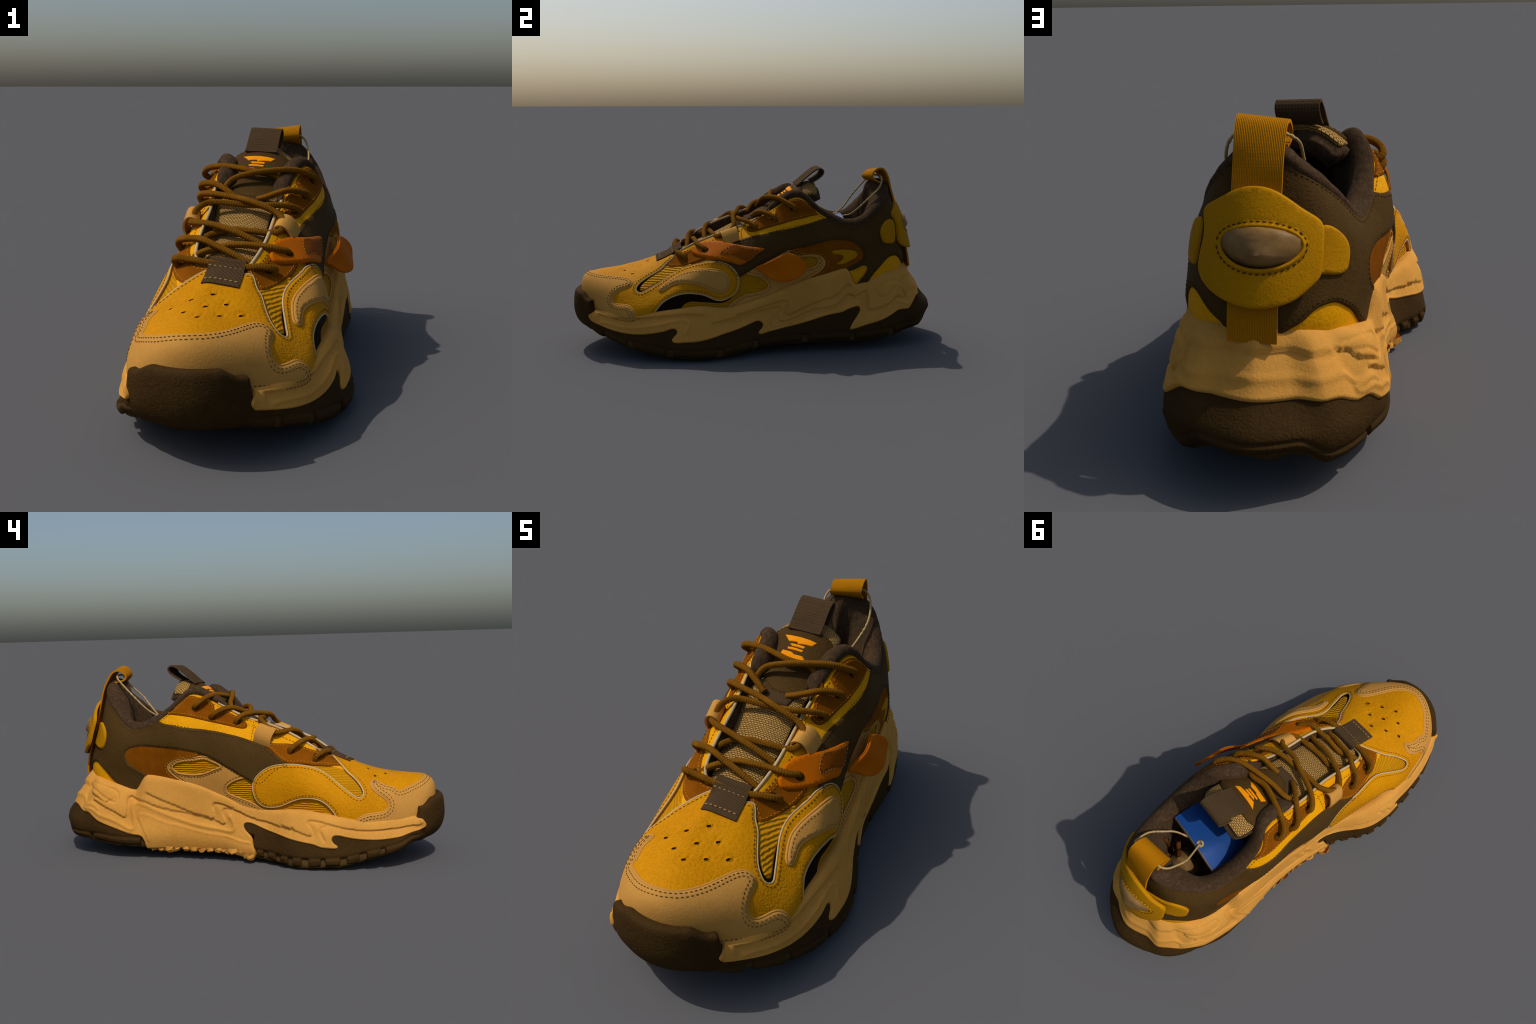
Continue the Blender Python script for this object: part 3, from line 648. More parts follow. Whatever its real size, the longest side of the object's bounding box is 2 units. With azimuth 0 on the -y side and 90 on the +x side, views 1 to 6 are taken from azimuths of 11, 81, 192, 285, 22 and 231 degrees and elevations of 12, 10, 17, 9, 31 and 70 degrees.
MAT = {
    "vamp": material("yellow_leather", (.56, .230, .002), (.49, .190, .0015), rough=.55, bump=.40, scale=72, kind="leather", stretch=(.75, 1.25, 1)),
    "facing": material("golden_leather", (.72, .315, .003), (.63, .265, .002), rough=.55, bump=.20, scale=60, kind="leather"),
    "tan": material("tan_nubuck", (.54, .265, .056), (.48, .228, .046), rough=.75, bump=.22, scale=130, kind="pebble"),
    "foam": material("honey_foam", (.62, .295, .055), (.55, .25, .044), rough=.70, bump=.25, scale=85, kind="pebble"),
    "suede": material("rust_suede", (.23, .068, .002), (.17, .047, .0015), rough=.90, bump=.15, scale=90, kind="suede"),
    "dark": material("espresso_leather", (.071, .038, .010), (.056, .029, .007), rough=.60, bump=.30, scale=85, kind="leather"),
    "rubber": material("dark_rubber", (.055, .029, .008), (.041, .021, .006), rough=.70, bump=.55, scale=60, kind="pebble"),
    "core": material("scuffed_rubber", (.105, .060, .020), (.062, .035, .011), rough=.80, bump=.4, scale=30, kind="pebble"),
    "ribs": material("ribbed_textile", (.56, .245, .004), (.50, .21, .003), rough=.65, bump=.7, scale=30, kind="ribs"),
    "mesh": material("tan_air_mesh", (.52, .295, .085), (.46, .255, .07), rough=.75, bump=.9, scale=1, kind="knit"),
    "webbing": material("brown_webbing", (.100, .060, .028), (.082, .048, .022), rough=.80, bump=.5, scale=72, kind="weave"),
    "heelweb": material("amber_webbing", (.52, .200, .003), (.45, .165, .002), rough=.65, bump=.5, scale=72, kind="weave"),
    "lace": material("russet_lace", (.215, .088, .006), (.16, .062, .004), rough=.80, bump=.6, scale=120, kind="suede"),
    "lining": material("brown_fleece", (.066, .039, .020), (.047, .028, .014), rough=.95, bump=.7, scale=95, kind="fuzz", stretch=(1, .6, .6)),
    "orange": material("orange_vinyl", (.52, .125, .001), (.44, .100, .001), rough=.50, bump=.12, scale=20, kind="crease", spec=.025),
    "orange_dull": material("burnt_orange_vinyl", (.27, .068, .002), (.22, .052, .001), rough=.55, bump=.12, scale=20, kind="crease"),
    "print": material("orange_print", (.90, .29, .004), (.84, .26, .003), rough=.55, bump=.08, scale=80, kind="leather"),
    "disk": material("mustard_leather", (.46, .205, .002), (.40, .172, .0015), rough=.60, bump=.18, scale=110, kind="leather"),
    "gem": material("cloudy_resin", (.30, .165, .055), (.12, .065, .018), rough=.40, bump=.35, scale=14, kind="crease", spec=.10),
    "blue": material("blue_card", (.008, .060, .25), (.006, .048, .20), rough=.45, bump=.25, scale=18, kind="crease", spec=.3),
    "card": material("raw_card", (.36, .25, .12), (.25, .16, .07), rough=.8, bump=.3, scale=50, kind="suede"),
    "string": material("waxed_string", (.48, .33, .14), (.40, .26, .10), rough=.6, bump=.3, scale=120, kind="suede"),
    "edge": material("cream_edge", (.56, .41, .22), (.46, .32, .15), rough=.8, bump=.2, scale=120, kind="suede"),
    "black": material("black_film", (.014, .008, .003), (.011, .006, .002), rough=.6, bump=.1, scale=40, kind="leather"),
    "stitch_dark": material("dark_thread", (.070, .036, .009), rough=.8, bump=.1, scale=200, kind="suede"),
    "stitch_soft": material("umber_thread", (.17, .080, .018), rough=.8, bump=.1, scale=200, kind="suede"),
    "stitch_rust": material("orange_thread", (.50, .19, .02), rough=.8, bump=.1, scale=200, kind="suede"),
    "stitch_tan": material("tan_thread", (.34, .20, .07), rough=.8, bump=.1, scale=200, kind="suede"),
    "stitch_brown": material("brown_thread", (.20, .085, .008), rough=.8, bump=.1, scale=200, kind="suede"),
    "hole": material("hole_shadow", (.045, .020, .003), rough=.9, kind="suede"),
    "kraft": material("kraft_stuffing", (.20, .115, .04), (.14, .08, .025), rough=.85, bump=.5, scale=20, kind="crease"),
    "stick": material("cut_stick", (.10, .035, .008), rough=.8, bump=.5, scale=60, kind="suede"),
}

# ------------------------------------------------------------------ objects
ROOT = bpy.data.objects.new("sneaker", None)
ROOT["label"] = "chunky yellow and brown trail sneaker with sculpted tan foam sole"
ROOT["category"] = "sneaker"
bpy.context.collection.objects.link(ROOT)


def make(name, verts, faces, mat, parent=ROOT, smooth=True, stuff=False, angle=None):
    me = bpy.data.meshes.new(name)
    me.from_pydata([tuple(map(float, v)) for v in verts], [], [tuple(map(int, f)) for f in faces])
    me.validate()
    me.materials.append(MAT[mat] if isinstance(mat, str) else mat)
    if smooth:
        me.polygons.foreach_set("use_smooth", [True] * len(me.polygons))
        if angle:
            me.set_sharp_from_angle(angle=math.radians(angle))
    me.update()
    o = bpy.data.objects.new(name, me)
    bpy.context.collection.objects.link(o)
    o.parent = parent
    if stuff:
        o["kind"] = "stuff"
    return o


def inside(P, poly):
    """Which of the 2D points P lie inside the closed polygon."""
    x, y = P[:, 0], P[:, 1]
    r = np.zeros(len(P), bool)
    q = np.roll(poly, -1, 0)
    for (x0, y0), (x1, y1) in zip(poly, q):
        if y0 == y1:
            continue
        c = (y0 > y) != (y1 > y)
        r ^= c & (x < (x1 - x0) * (y - y0) / (y1 - y0) + x0)
    return r


def picks(surf, segs):
    out = []
    for w, *pts in segs:
        for a, b in pts:
            ts = surf.pick(w, a, b)
            if out and not isinstance(surf, Sheet):
                while ts[0] - out[-1][0] > surf.Lt / 2:
                    ts[0] -= surf.Lt
                while ts[0] - out[-1][0] < -surf.Lt / 2:
                    ts[0] += surf.Lt
            out.append(ts)
    return np.array(out)


def smooth_loop(P, step, closed=True, rounds=4):
    Q = spline(P, max(60, len(P) * 14), closed=closed)
    Q = resample(Q, step, closed)
    for _ in range(rounds):
        if closed:
            Q = (np.roll(Q, 1, 0) + 2 * Q + np.roll(Q, -1, 0)) / 4
        else:
            Q[1:-1] = (Q[:-2] + 2 * Q[1:-1] + Q[2:]) / 4
    return Q


def area(P):
    q = np.roll(P, -1, 0)
    return .5 * np.sum(P[:, 0] * q[:, 1] - q[:, 0] * P[:, 1])


def inset(surf, L, d):
    """Loop L of chart points moved inwards over the surface by the distance d (L runs anticlockwise)."""
    e = 1e-3
    T = np.roll(L, -1, 0) - np.roll(L, 1, 0)
    a = (surf.at(L + [e, 0]) - surf.at(L - [e, 0])) / (2 * e)
    b = (surf.at(L + [0, e]) - surf.at(L - [0, e])) / (2 * e)
    n = surf.normal(L)
    t3 = a * T[:, :1] + b * T[:, 1:]
    v = np.cross(n, t3)
    v /= np.linalg.norm(v, axis=1, keepdims=True) + 1e-12
    v *= d
    aa, bb, ab = (a * a).sum(1), (b * b).sum(1), (a * b).sum(1)
    va, vb = (v * a).sum(1), (v * b).sum(1)
    det = aa * bb - ab * ab + 1e-12
    return L + np.stack([(va * bb - vb * ab) / det, (vb * aa - va * ab) / det], 1)


def panel(name, surf, loop, mat, h, spacing=.013, edge=.55, base=-.004, holes=(), relief=None, parent=ROOT, step=.006, fine=None):
    """A leather piece of thickness h draped over surf inside the chart loop, with rounded rim and skirt."""
    rings = [loop] + list(holes)
    bnd, cons = [], []
    for L in rings:
        k = len(bnd)
        bnd += [tuple(p) for p in L]
        cons += [(k + i, k + (i + 1) % len(L)) for i in range(len(L))]
    nb = len(bnd)
    B2 = np.array(bnd)
    ins = inset(surf, loop, .005)
    lo, hi = loop.min(0), loop.max(0)
    gx = np.arange(lo[0], hi[0], spacing)
    gy = np.arange(lo[1], hi[1], spacing * .866)
    X, Y = np.meshgrid(gx, gy)
    X = X + (np.arange(len(gy)) % 2)[:, None] * spacing / 2
    I = np.stack([X.ravel(), Y.ravel()], 1)
    if fine is not None:
        I = np.vstack([I, fine])
    I = I[inside(I, loop)]
    for H in holes:
        I = I[~inside(I, H)]
    B3 = surf.at(B2)

    def near(P3):
        out = np.empty(len(P3))
        for k in range(0, len(P3), 2000):
            out[k:k + 2000] = np.sqrt(((P3[k:k + 2000, None] - B3[None]) ** 2).sum(2).min(1))
        return out

    I = I[near(surf.at(I)) > min(.008, spacing * .8)] if len(I) else I
    ring = ins[inside(ins, loop)]
    ring = ring[near(surf.at(ring)) > .0042] if len(ring) else ring
    V = np.vstack([B2, ring, I])
    vs, es, fs, ov, oe, of = delaunay_2d_cdt([Vector(v) for v in V], cons, [], 0, 1e-7)
    P = np.array([tuple(v) for v in vs])
    F = np.array([f for f in fs if len(f) == 3])
    C = P[F].mean(1)
    ok = inside(C, loop)
    for H in holes:
        ok &= ~inside(C, H)
    F = F[ok]
    src = np.array([o[0] if len(o) else -1 for o in ov])
    p0, p1, p2 = P[F[:, 0]], P[F[:, 1]], P[F[:, 2]]
    neg = ((p1 - p0)[:, 0] * (p2 - p0)[:, 1] - (p1 - p0)[:, 1] * (p2 - p0)[:, 0]) < 0
    F[neg] = F[neg][:, ::-1]
    S3, N3 = surf.at(P), surf.normal(P)
    d = near(S3)
    isb = (src >= 0) & (src < nb)
    d[isb] = 0
    hh = h * (edge + (1 - edge) * np.sqrt(np.clip(1 - (1 - np.clip(d / .006, 0, 1)) ** 2, 0, 1)))
    if relief is not None:
        hh = hh + relief(S3, d)
    V3 = S3 + N3 * hh[:, None]
    inv = {}
    for i, s in enumerate(ov):
        for q in s:
            inv[q] = i
    verts = [*V3]
    faces = [*F]
    k = 0
    for L in rings:
        n = len(L)
        idx = [inv.get(k + i) for i in range(n)]
        low = surf.at(L) + surf.normal(L) * base
        s0 = len(verts)
        verts += [*low]
        for i in range(n):
            j = (i + 1) % n
            if idx[i] is not None and idx[j] is not None and idx[i] != idx[j]:
                faces.append((idx[i], s0 + i, s0 + j) if False else (idx[j], idx[i], s0 + i, s0 + j))
        k += n
    o = make(name, verts, faces, mat, parent)
    return o


def ccw(L):
    return L if area(L) > 0 else L[::-1].copy()


def tube(P, r, seg=8, closed=False, caps=True, rfun=None):
    P = np.asarray(P, float)
    n = len(P)
    if closed:
        T = np.roll(P, -1, 0) - np.roll(P, 1, 0)
    else:
        T = np.gradient(P, axis=0)
    T /= np.linalg.norm(T, axis=1, keepdims=True) + 1e-12
    u = np.cross(T[0], [0, 0, 1.0])
    if np.linalg.norm(u) < .1:
        u = np.cross(T[0], [1.0, 0, 0])
    U = np.zeros_like(P)
    for i in range(n):
        u = u - T[i] * (u @ T[i])
        u /= np.linalg.norm(u) + 1e-12
        U[i] = u
    W = np.cross(T, U)
    th = np.arange(seg) / seg * 2 * np.pi
    rr = np.full((n, seg), r) if rfun is None else rfun(n, th)
    V = P[:, None] + (U[:, None] * np.cos(th)[None, :, None] + W[:, None] * np.sin(th)[None, :, None]) * rr[..., None]
    F = []
    for i in range(n if closed else n - 1):
        j = (i + 1) % n
        for a in range(seg):
            c = (a + 1) % seg
            F.append((i * seg + a, i * seg + c, j * seg + c, j * seg + a))
    V = [*V.reshape(-1, 3)]
    if not closed and caps:
        F.append(tuple(range(seg))[::-1])
        F.append(tuple((n - 1) * seg + a for a in range(seg)))
    return V, F


class Bag:
    """Collects many small pieces into one mesh."""

    def __init__(self):
        self.V, self.F = [], []

    def add(self, V, F):
        k = len(self.V)
        self.V += [*V]
        self.F += [tuple(i + k for i in f) for f in F]


STITCH = np.array([(x, y, z) for x, s in ((-1, .35), (-.62, .9), (0, 1.0), (.62, .9), (1, .35)) for y, z in ((s, 0), (.5 * s, .8 * s), (-.5 * s, .8 * s), (-s, 0))])
STITCH_F = [(i * 4 + a, i * 4 + a + 1, (i + 1) * 4 + a + 1, (i + 1) * 4 + a) for i in range(4) for a in range(3)]


def stitches(bag, P, N, length=.010, gap=.0065, r=.0019, closed=True, skip=None):
    """Row of thread stitches along the 3D line P with surface normals N."""
    Q = np.hstack([P, N])
    Q = resample(Q, .002, closed)
    d = np.concatenate([[0], np.cumsum(np.linalg.norm(np.diff(Q[:, :3], axis=0), axis=1))])
    s = 0.0
    while s + length < d[-1]:
        a = np.array([np.interp(s, d, Q[:, k]) for k in range(6)])
        b = np.array([np.interp(s + length, d, Q[:, k]) for k in range(6)])
        s += length + gap
        m = (a + b) / 2
        if skip is not None and skip(m[:3]):
            continue
        t = b[:3] - a[:3]
        L = np.linalg.norm(t)
        if L < length * .5:
            continue
        t /= L
        n = m[3:] - t * (m[3:] @ t)
        n /= np.linalg.norm(n) + 1e-9
        w = np.cross(n, t)
        j = 1 + RNG.normal(0, .07)
        V = m[:3] + STITCH[:, :1] * t * L / 2 * j + STITCH[:, 1:2] * w * r + STITCH[:, 2:3] * n * r
        bag.add(V, STITCH_F)


LOOPS = {}
REPORT = []


def piece(name, label, mat, h, surf=UPPER, shrink=0, stitch=None, rows=(.013,), piping=None, holes=(), step=.006, **kw):
    """Build one pattern piece with its seams: stitch = thread material, piping = (material, radius)."""
    L = ccw(smooth_loop(picks(surf, PIECES[name]), step))
    if shrink:
        L = inset(surf, L, shrink)
    LOOPS[name] = L
    hs = [ccw(smooth_loop(picks(surf, PIECES[q]), step)) if isinstance(q, str) else q for q in holes]
    o = panel(label, surf, L, mat, h, holes=hs, step=step, **kw)
    if stitch:
        bag = Bag()
        for r in rows:
            C = inset(surf, L, r)
            stitches(bag, surf.at(C) + surf.normal(C) * (h + .0006), surf.normal(C))
            for H in hs:
                C = inset(surf, H, -r)
                stitches(bag, surf.at(C) + surf.normal(C) * (h + .0006), surf.normal(C))
        make(label + "_stitching", bag.V, bag.F, stitch, o, stuff=True)
    if piping:
        bag = Bag()
        for Q in [L] + hs:
            bag.add(*tube(surf.at(Q) + surf.normal(Q) * h * .62, piping[1], 6, closed=True))
        make(label + "_cut_edge", bag.V, bag.F, piping[0], o, stuff=True)
    return o


# ------------------------------------------------------------------ upper
def grid_faces(N, M, closed=True):
    return [(i * M + j, ((i + 1) % N) * M + j, ((i + 1) % N) * M + j + 1, i * M + j + 1) for i in range(N if closed else N - 1) for j in range(M - 1)]


G = UPPER.G[::2, ::2]
make("upper_textile", G.reshape(-1, 3), grid_faces(*G.shape[:2]), "ribs")

PIP = ("edge", .0035)
piece("heel_patch_med", "heel_patch", "facing", .004)
piece("heel_patch_lat", "heel_patch", "facing", .004)
piece("saddle_med", "midfoot_saddle", "tan", .006, stitch="stitch_soft", rows=(.011,), holes=("saddle_med_hole",), piping=("tan", .0045))
piece("saddle_lat", "midfoot_saddle", "tan", .006, stitch="stitch_soft", rows=(.011,), holes=("saddle_lat_hole",), piping=("tan", .0045))
piece("quarter_med", "quarter_inlay", "suede", .008, stitch="stitch_rust", rows=(.010,))
piece("quarter_lat", "quarter_inlay", "suede", .008, stitch="stitch_rust", rows=(.010,))
piece("boomerang", "quarter_mark", "disk", .0105, spacing=.01)
piece("facing_med", "collar_facing", "facing", .007, stitch="stitch_brown", rows=(.012,))
piece("facing_lat", "collar_facing", "facing", .007, stitch="stitch_brown", rows=(.012,))
piece("lower_eyestay_med", "lower_eyestay", "suede", .009, stitch="stitch_rust")
piece("lower_eyestay_lat", "lower_eyestay", "suede", .009, stitch="stitch_rust")
piece("notch_backing", "notch_film", "black", .003)
piece("notch_mesh", "notch_textile", "ribs", .007, spacing=.01)
piece("black_window", "side_film", "black", .003)
piece("counter", "heel_counter", "dark", .012, stitch="stitch_dark", rows=(.013,), spacing=.014)
piece("heel_tab_lat", "side_tab", "facing", .015, stitch="stitch_soft", rows=(.009,))
piece("eyestay_med", "upper_eyestay", "suede", .012, shrink=.004, stitch="stitch_rust", rows=(.011,))
piece("eyestay_lat", "upper_eyestay", "suede", .012, shrink=.004, stitch="stitch_rust", rows=(.011,))

# vamp with punched holes
PERF = [(.057, -.679), (-.004, -.719), (-.066, -.757), (0, -.636), (-.061, -.674), (-.12, -.72), (-.056, -.593), (-.116, -.637), (-.174, -.676)]
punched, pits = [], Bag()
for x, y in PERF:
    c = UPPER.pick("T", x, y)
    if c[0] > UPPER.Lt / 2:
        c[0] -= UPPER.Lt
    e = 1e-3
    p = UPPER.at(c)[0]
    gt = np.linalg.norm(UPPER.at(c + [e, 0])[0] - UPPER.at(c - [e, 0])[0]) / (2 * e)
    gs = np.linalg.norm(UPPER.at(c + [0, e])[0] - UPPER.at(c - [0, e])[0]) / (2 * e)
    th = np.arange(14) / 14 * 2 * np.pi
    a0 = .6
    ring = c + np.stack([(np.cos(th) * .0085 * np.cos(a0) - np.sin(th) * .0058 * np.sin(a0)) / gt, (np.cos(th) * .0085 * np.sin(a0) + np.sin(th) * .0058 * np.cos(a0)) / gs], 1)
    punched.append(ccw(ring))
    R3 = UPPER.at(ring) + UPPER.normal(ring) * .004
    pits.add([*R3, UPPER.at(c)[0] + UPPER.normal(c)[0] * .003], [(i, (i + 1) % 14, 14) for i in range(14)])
vs = picks(UPPER, PIECES["vamp"])
shift = UPPER.Lt if np.mean(vs[:, 0]) > UPPER.Lt / 2 else (-UPPER.Lt if np.mean(vs[:, 0]) < -UPPER.Lt / 2 else 0)
ctr = (vs[:, 0].min() + vs[:, 0].max()) / 2
holes = [H + [round((ctr - H[0, 0]) / UPPER.Lt) * UPPER.Lt, 0] for H in punched]
vamp = panel("vamp", UPPER, ccw(smooth_loop(vs, .006)), "vamp", .013, holes=holes, spacing=.013)
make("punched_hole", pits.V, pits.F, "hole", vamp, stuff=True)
LV = ccw(smooth_loop(vs, .006))
bag = Bag()
C = inset(UPPER, LV, .014)
stitches(bag, UPPER.at(C) + UPPER.normal(C) * .0136, UPPER.normal(C))
make("vamp_stitching", bag.V, bag.F, "stitch_brown", vamp, stuff=True)
bag = Bag()
bag.add(*tube(UPPER.at(LV) + UPPER.normal(LV) * .009, .0040, 6, closed=True))
make("vamp_cut_edge", bag.V, bag.F, "edge", vamp, stuff=True)

piece("toe_cap", "toe_cap", "tan", .019, stitch="stitch_soft", rows=(.011, .024), piping=("tan", .005))
piece("teardrop", "side_teardrop", "tan", .021, stitch="stitch_tan", rows=(.012,), piping=("tan", .006))
st = piece("strap", "side_strap", "orange", .019)
PIECES["strap_patch"] = [("L", (-.17, .548), (-.13, .556), (-.04, .546), (.003, .538), (-.03, .514), (-.068, .484), (-.11, .488), (-.17, .505), (-.225, .513))]
piece("strap_patch", "strap_patch", "orange_dull", .0205, stitch="stitch_tan", rows=(.004,), parent=st)
"""eyelets"""
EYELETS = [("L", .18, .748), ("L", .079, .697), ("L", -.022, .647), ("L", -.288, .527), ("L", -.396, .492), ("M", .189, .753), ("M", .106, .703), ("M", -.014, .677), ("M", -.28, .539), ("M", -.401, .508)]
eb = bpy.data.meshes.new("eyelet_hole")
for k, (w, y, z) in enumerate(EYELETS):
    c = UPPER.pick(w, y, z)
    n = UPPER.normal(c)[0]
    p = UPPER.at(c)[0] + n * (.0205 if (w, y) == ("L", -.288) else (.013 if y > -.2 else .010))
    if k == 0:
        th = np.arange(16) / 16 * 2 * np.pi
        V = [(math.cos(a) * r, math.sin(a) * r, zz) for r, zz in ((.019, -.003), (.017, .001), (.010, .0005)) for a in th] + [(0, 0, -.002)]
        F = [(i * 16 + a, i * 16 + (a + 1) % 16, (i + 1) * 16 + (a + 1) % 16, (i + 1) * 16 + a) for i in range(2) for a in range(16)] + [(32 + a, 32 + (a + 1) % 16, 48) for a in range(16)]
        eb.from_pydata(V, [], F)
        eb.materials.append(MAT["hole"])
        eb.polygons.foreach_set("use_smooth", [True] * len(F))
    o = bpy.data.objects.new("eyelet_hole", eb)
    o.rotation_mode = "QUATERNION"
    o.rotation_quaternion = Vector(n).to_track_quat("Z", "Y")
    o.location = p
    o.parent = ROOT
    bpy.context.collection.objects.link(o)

# throat binding: cream raw edge of the textile
top = UPPER.G[:, -1]
n_top = UPPER.Nrm[:, -1]
k = len(UPPER_RIBS)
ii = np.arange(UPPER.N)
edge_pts = np.concatenate([np.arange(int(17.6 * 14), UPPER.N), np.arange(0, int(6.0 * 14))])
P = top[edge_pts] + n_top[edge_pts] * .003
V, F = tube(resample(P, .008), .0065, 8)
make("throat_edge", V, F, "edge")
# stitched strips of yellow leather along the throat, either side
for lo, hi in ((18.2, 21.6), (2.6, 5.9)):
    t0, t1 = lo / k * UPPER.Lt, hi / k * UPPER.Lt
    s1, s0 = UPPER.Ls * .985, UPPER.Ls * .80
    L = np.array([(t0, s0), (t1, s0), (t1, s1), (t0, s1)])
    L = ccw(resample(L, .008, True))
    o = panel("throat_strip", UPPER, L, "facing", .006)
    bag = Bag()
    Q = np.stack([np.linspace(t0, t1, 80), np.full(80, UPPER.Ls * .93)], 1)
    stitches(bag, UPPER.at(Q) + UPPER.normal(Q) * .0068, UPPER.normal(Q), closed=False)
    make("throat_strip_stitching", bag.V, bag.F, "stitch_brown", o, stuff=True)

# ------------------------------------------------------------------ padded collar and inside
cen_y = np.clip(top[:, 1], -.30, .56)
cen_x = np.interp(cen_y, [-.45, 0, .6], [-.055, -.065, -.04])
inw = np.stack([cen_x - top[:, 0], cen_y - top[:, 1]], 1)
inw /= np.linalg.norm(inw, axis=1, keepdims=True) + 1e-9
for _ in range(12):
    inw = (np.roll(inw, 1, 0) + 2 * inw + np.roll(inw, -1, 0)) / 4
inw /= np.linalg.norm(inw, axis=1, keepdims=True)
pad = smooth01((top[:, 1] - .0) / .08)
COLLAR = np.array([(.004, -.012), (-.006, .003), (-.006, .018), (.012, .034), (.036, .032), (.058, .014), (.070, -.02), (.076, -.07), (.080, -.14), (.076, -.22)])
THIN = np.array([(.002, -.010), (.003, -.006), (.006, -.003), (.008, -.004), (.010, -.01), (.012, -.02), (.014, -.04), (.018, -.08), (.022, -.14), (.026, -.20)])
LOW = COLLAR + np.array([(-.016, .0), (-.008, .0), (-.003, .0)] + [(0, 0)] * 7)
prof = spline(COLLAR, 34), spline(THIN, 34), spline(LOW, 34)
backward = smooth01((top[:, 1] - .33) / .06)
heel_puff = smooth01((top[:, 1] - .50) / .15)
rows = []
for i in range(UPPER.N):
    q = (prof[0] * (1 - backward[i]) + prof[2] * backward[i]) * pad[i] + prof[1] * (1 - pad[i])
    q = q.copy()
    q[:, 0] *= 1 + .30 * heel_puff[i] * (q[:, 1] < .03)
    R = np.zeros((len(q) + 3, 3))
    R[:len(q), :2] = top[i, :2] + inw[i] * q[:, :1]
    R[:len(q), 2] = top[i, 2] + q[:, 1]
    foot = R[len(q) - 1].copy()
    zf = np.interp(top[i, 1], [-.5, -.2, .2, .8], [.24, .30, .40, .44])
    R[len(q)] = (foot[0], foot[1], max(zf + .02, min(foot[2], zf + .05)))
    R[len(q) + 1] = (foot[0] * .9 + cen_x[i] * .1, foot[1], zf)
    R[len(q) + 2] = (cen_x[i], foot[1], zf)
    rows.append(R)
rows = np.array(rows)
nz = np.array([math.sin(i * .9) * math.sin(i * .37) for i in range(UPPER.N)])
rows[:, 3:24, 2] += (nz * .0022)[:, None] * pad[:, None]
make("collar_lining", rows.reshape(-1, 3), grid_faces(UPPER.N, rows.shape[1]), "lining")

# ------------------------------------------------------------------ tongue
tg = TONGUE
N_, M_ = tg.N, tg.M
low = tg.G - tg.Nrm * (.022 + .075 * smooth01(np.linspace(-.6, 1, N_)) ** 1.5)[:, None, None]
upv = tg.G
ringN = M_ * 2
body = []
for i in range(N_):
    arc_t = upv[i] - tg.Nrm[i] * .004
    side = np.stack([(upv[i, 0] + low[i, 0]) / 2 + np.array([.012, 0, 0])])
    side2 = np.stack([(upv[i, -1] + low[i, -1]) / 2 - np.array([.012, 0, 0])])
    body.append(np.vstack([arc_t, side2, low[i, ::-1], side]))
body = np.array(body)
R = body.shape[1]
V = [*body.reshape(-1, 3)]
F = [(i * R + j, i * R + (j + 1) % R, (i + 1) * R + (j + 1) % R, (i + 1) * R + j) for i in range(N_ - 1) for j in range(R)]
endc = len(V)
for e, (sc, dy) in enumerate(((.93, .012), (.80, .020), (.5, .025))):
    c = body[-1].mean(0)
    V += [*(c + (body[-1] - c) * sc + np.array([0, dy, 0]))]
b0 = (N_ - 1) * R
for e in range(3):
    a0 = b0 if e == 0 else endc + (e - 1) * R
    a1 = endc + e * R
    F += [(a0 + j, a0 + (j + 1) % R, a1 + (j + 1) % R, a1 + j) for j in range(R)]
F.append(tuple(endc + 2 * R + j for j in range(R)))
tongue = make("tongue", V, F, "lining")


def chart(surf, pts):
    return np.array([surf.pick("T", x, y) for x, y in pts])


tm = ccw(np.array([(0.01, .012), (tg.Lt * .955, .012), (tg.Lt * .955, tg.Ls - .012), (.01, tg.Ls - .012)]))
tm = ccw(smooth_loop(resample(tm, .02, True), .008))
panel("tongue_mesh", tg, tm, "mesh", .006, parent=tongue, spacing=.014)
PATCH = [(-.182, .225), (-.165, .252), (-.125, .262), (-.05, .254), (.02, .252), (.058, .246), (.080, .225), (.080, .18), (.070, .13), (.055, .08), (.035, .03), (.0, -.005), (-.05, -.016), (-.095, -.004), (-.125, .03), (-.148, .075), (-.168, .15), (-.182, .19)]
pl = ccw(smooth_loop(chart(tg, PATCH), .006))
patch = panel("tongue_patch", tg, pl, "dark", .016, parent=tongue)
bag = Bag()
C = inset(tg, pl, .010)
stitches(bag, tg.at(C) + tg.normal(C) * .0168, tg.normal(C))
make("tongue_patch_stitching", bag.V, bag.F, "stitch_dark", patch, stuff=True)
EMBLEM = [
    [(-.117, .213), (-.079, .209), (-.038, .207), (.012, .206), (-.001, .189), (-.058, .183), (-.056, .189), (-.093, .189)],
    [(-.084, .181), (-.071, .182), (-.024, .180), (-.026, .172), (-.074, .173)],
    [(-.090, .169), (-.076, .170), (-.026, .167), (-.028, .159), (-.086, .162)],
    [(-.104, .158), (-.064, .153), (-.057, .147), (-.022, .147), (.002, .130), (-.03, .128), (-.112, .136)]]
for poly in EMBLEM:
    L = ccw(resample(chart(tg, poly), .004, True))
    panel("tongue_emblem", tg, L, "print", .0185, parent=patch, spacing=.01, edge=.95, base=.012)
BAND = [(-.128, .03), (-.135, .0), (-.118, -.055), (-.06, -.062), (.0, -.055), (.012, -.01), (.01, .03)]
bl = ccw(resample(chart(tg, BAND), .006, True))
panel("tongue_band", tg, bl, "webbing", .013, parent=tongue)


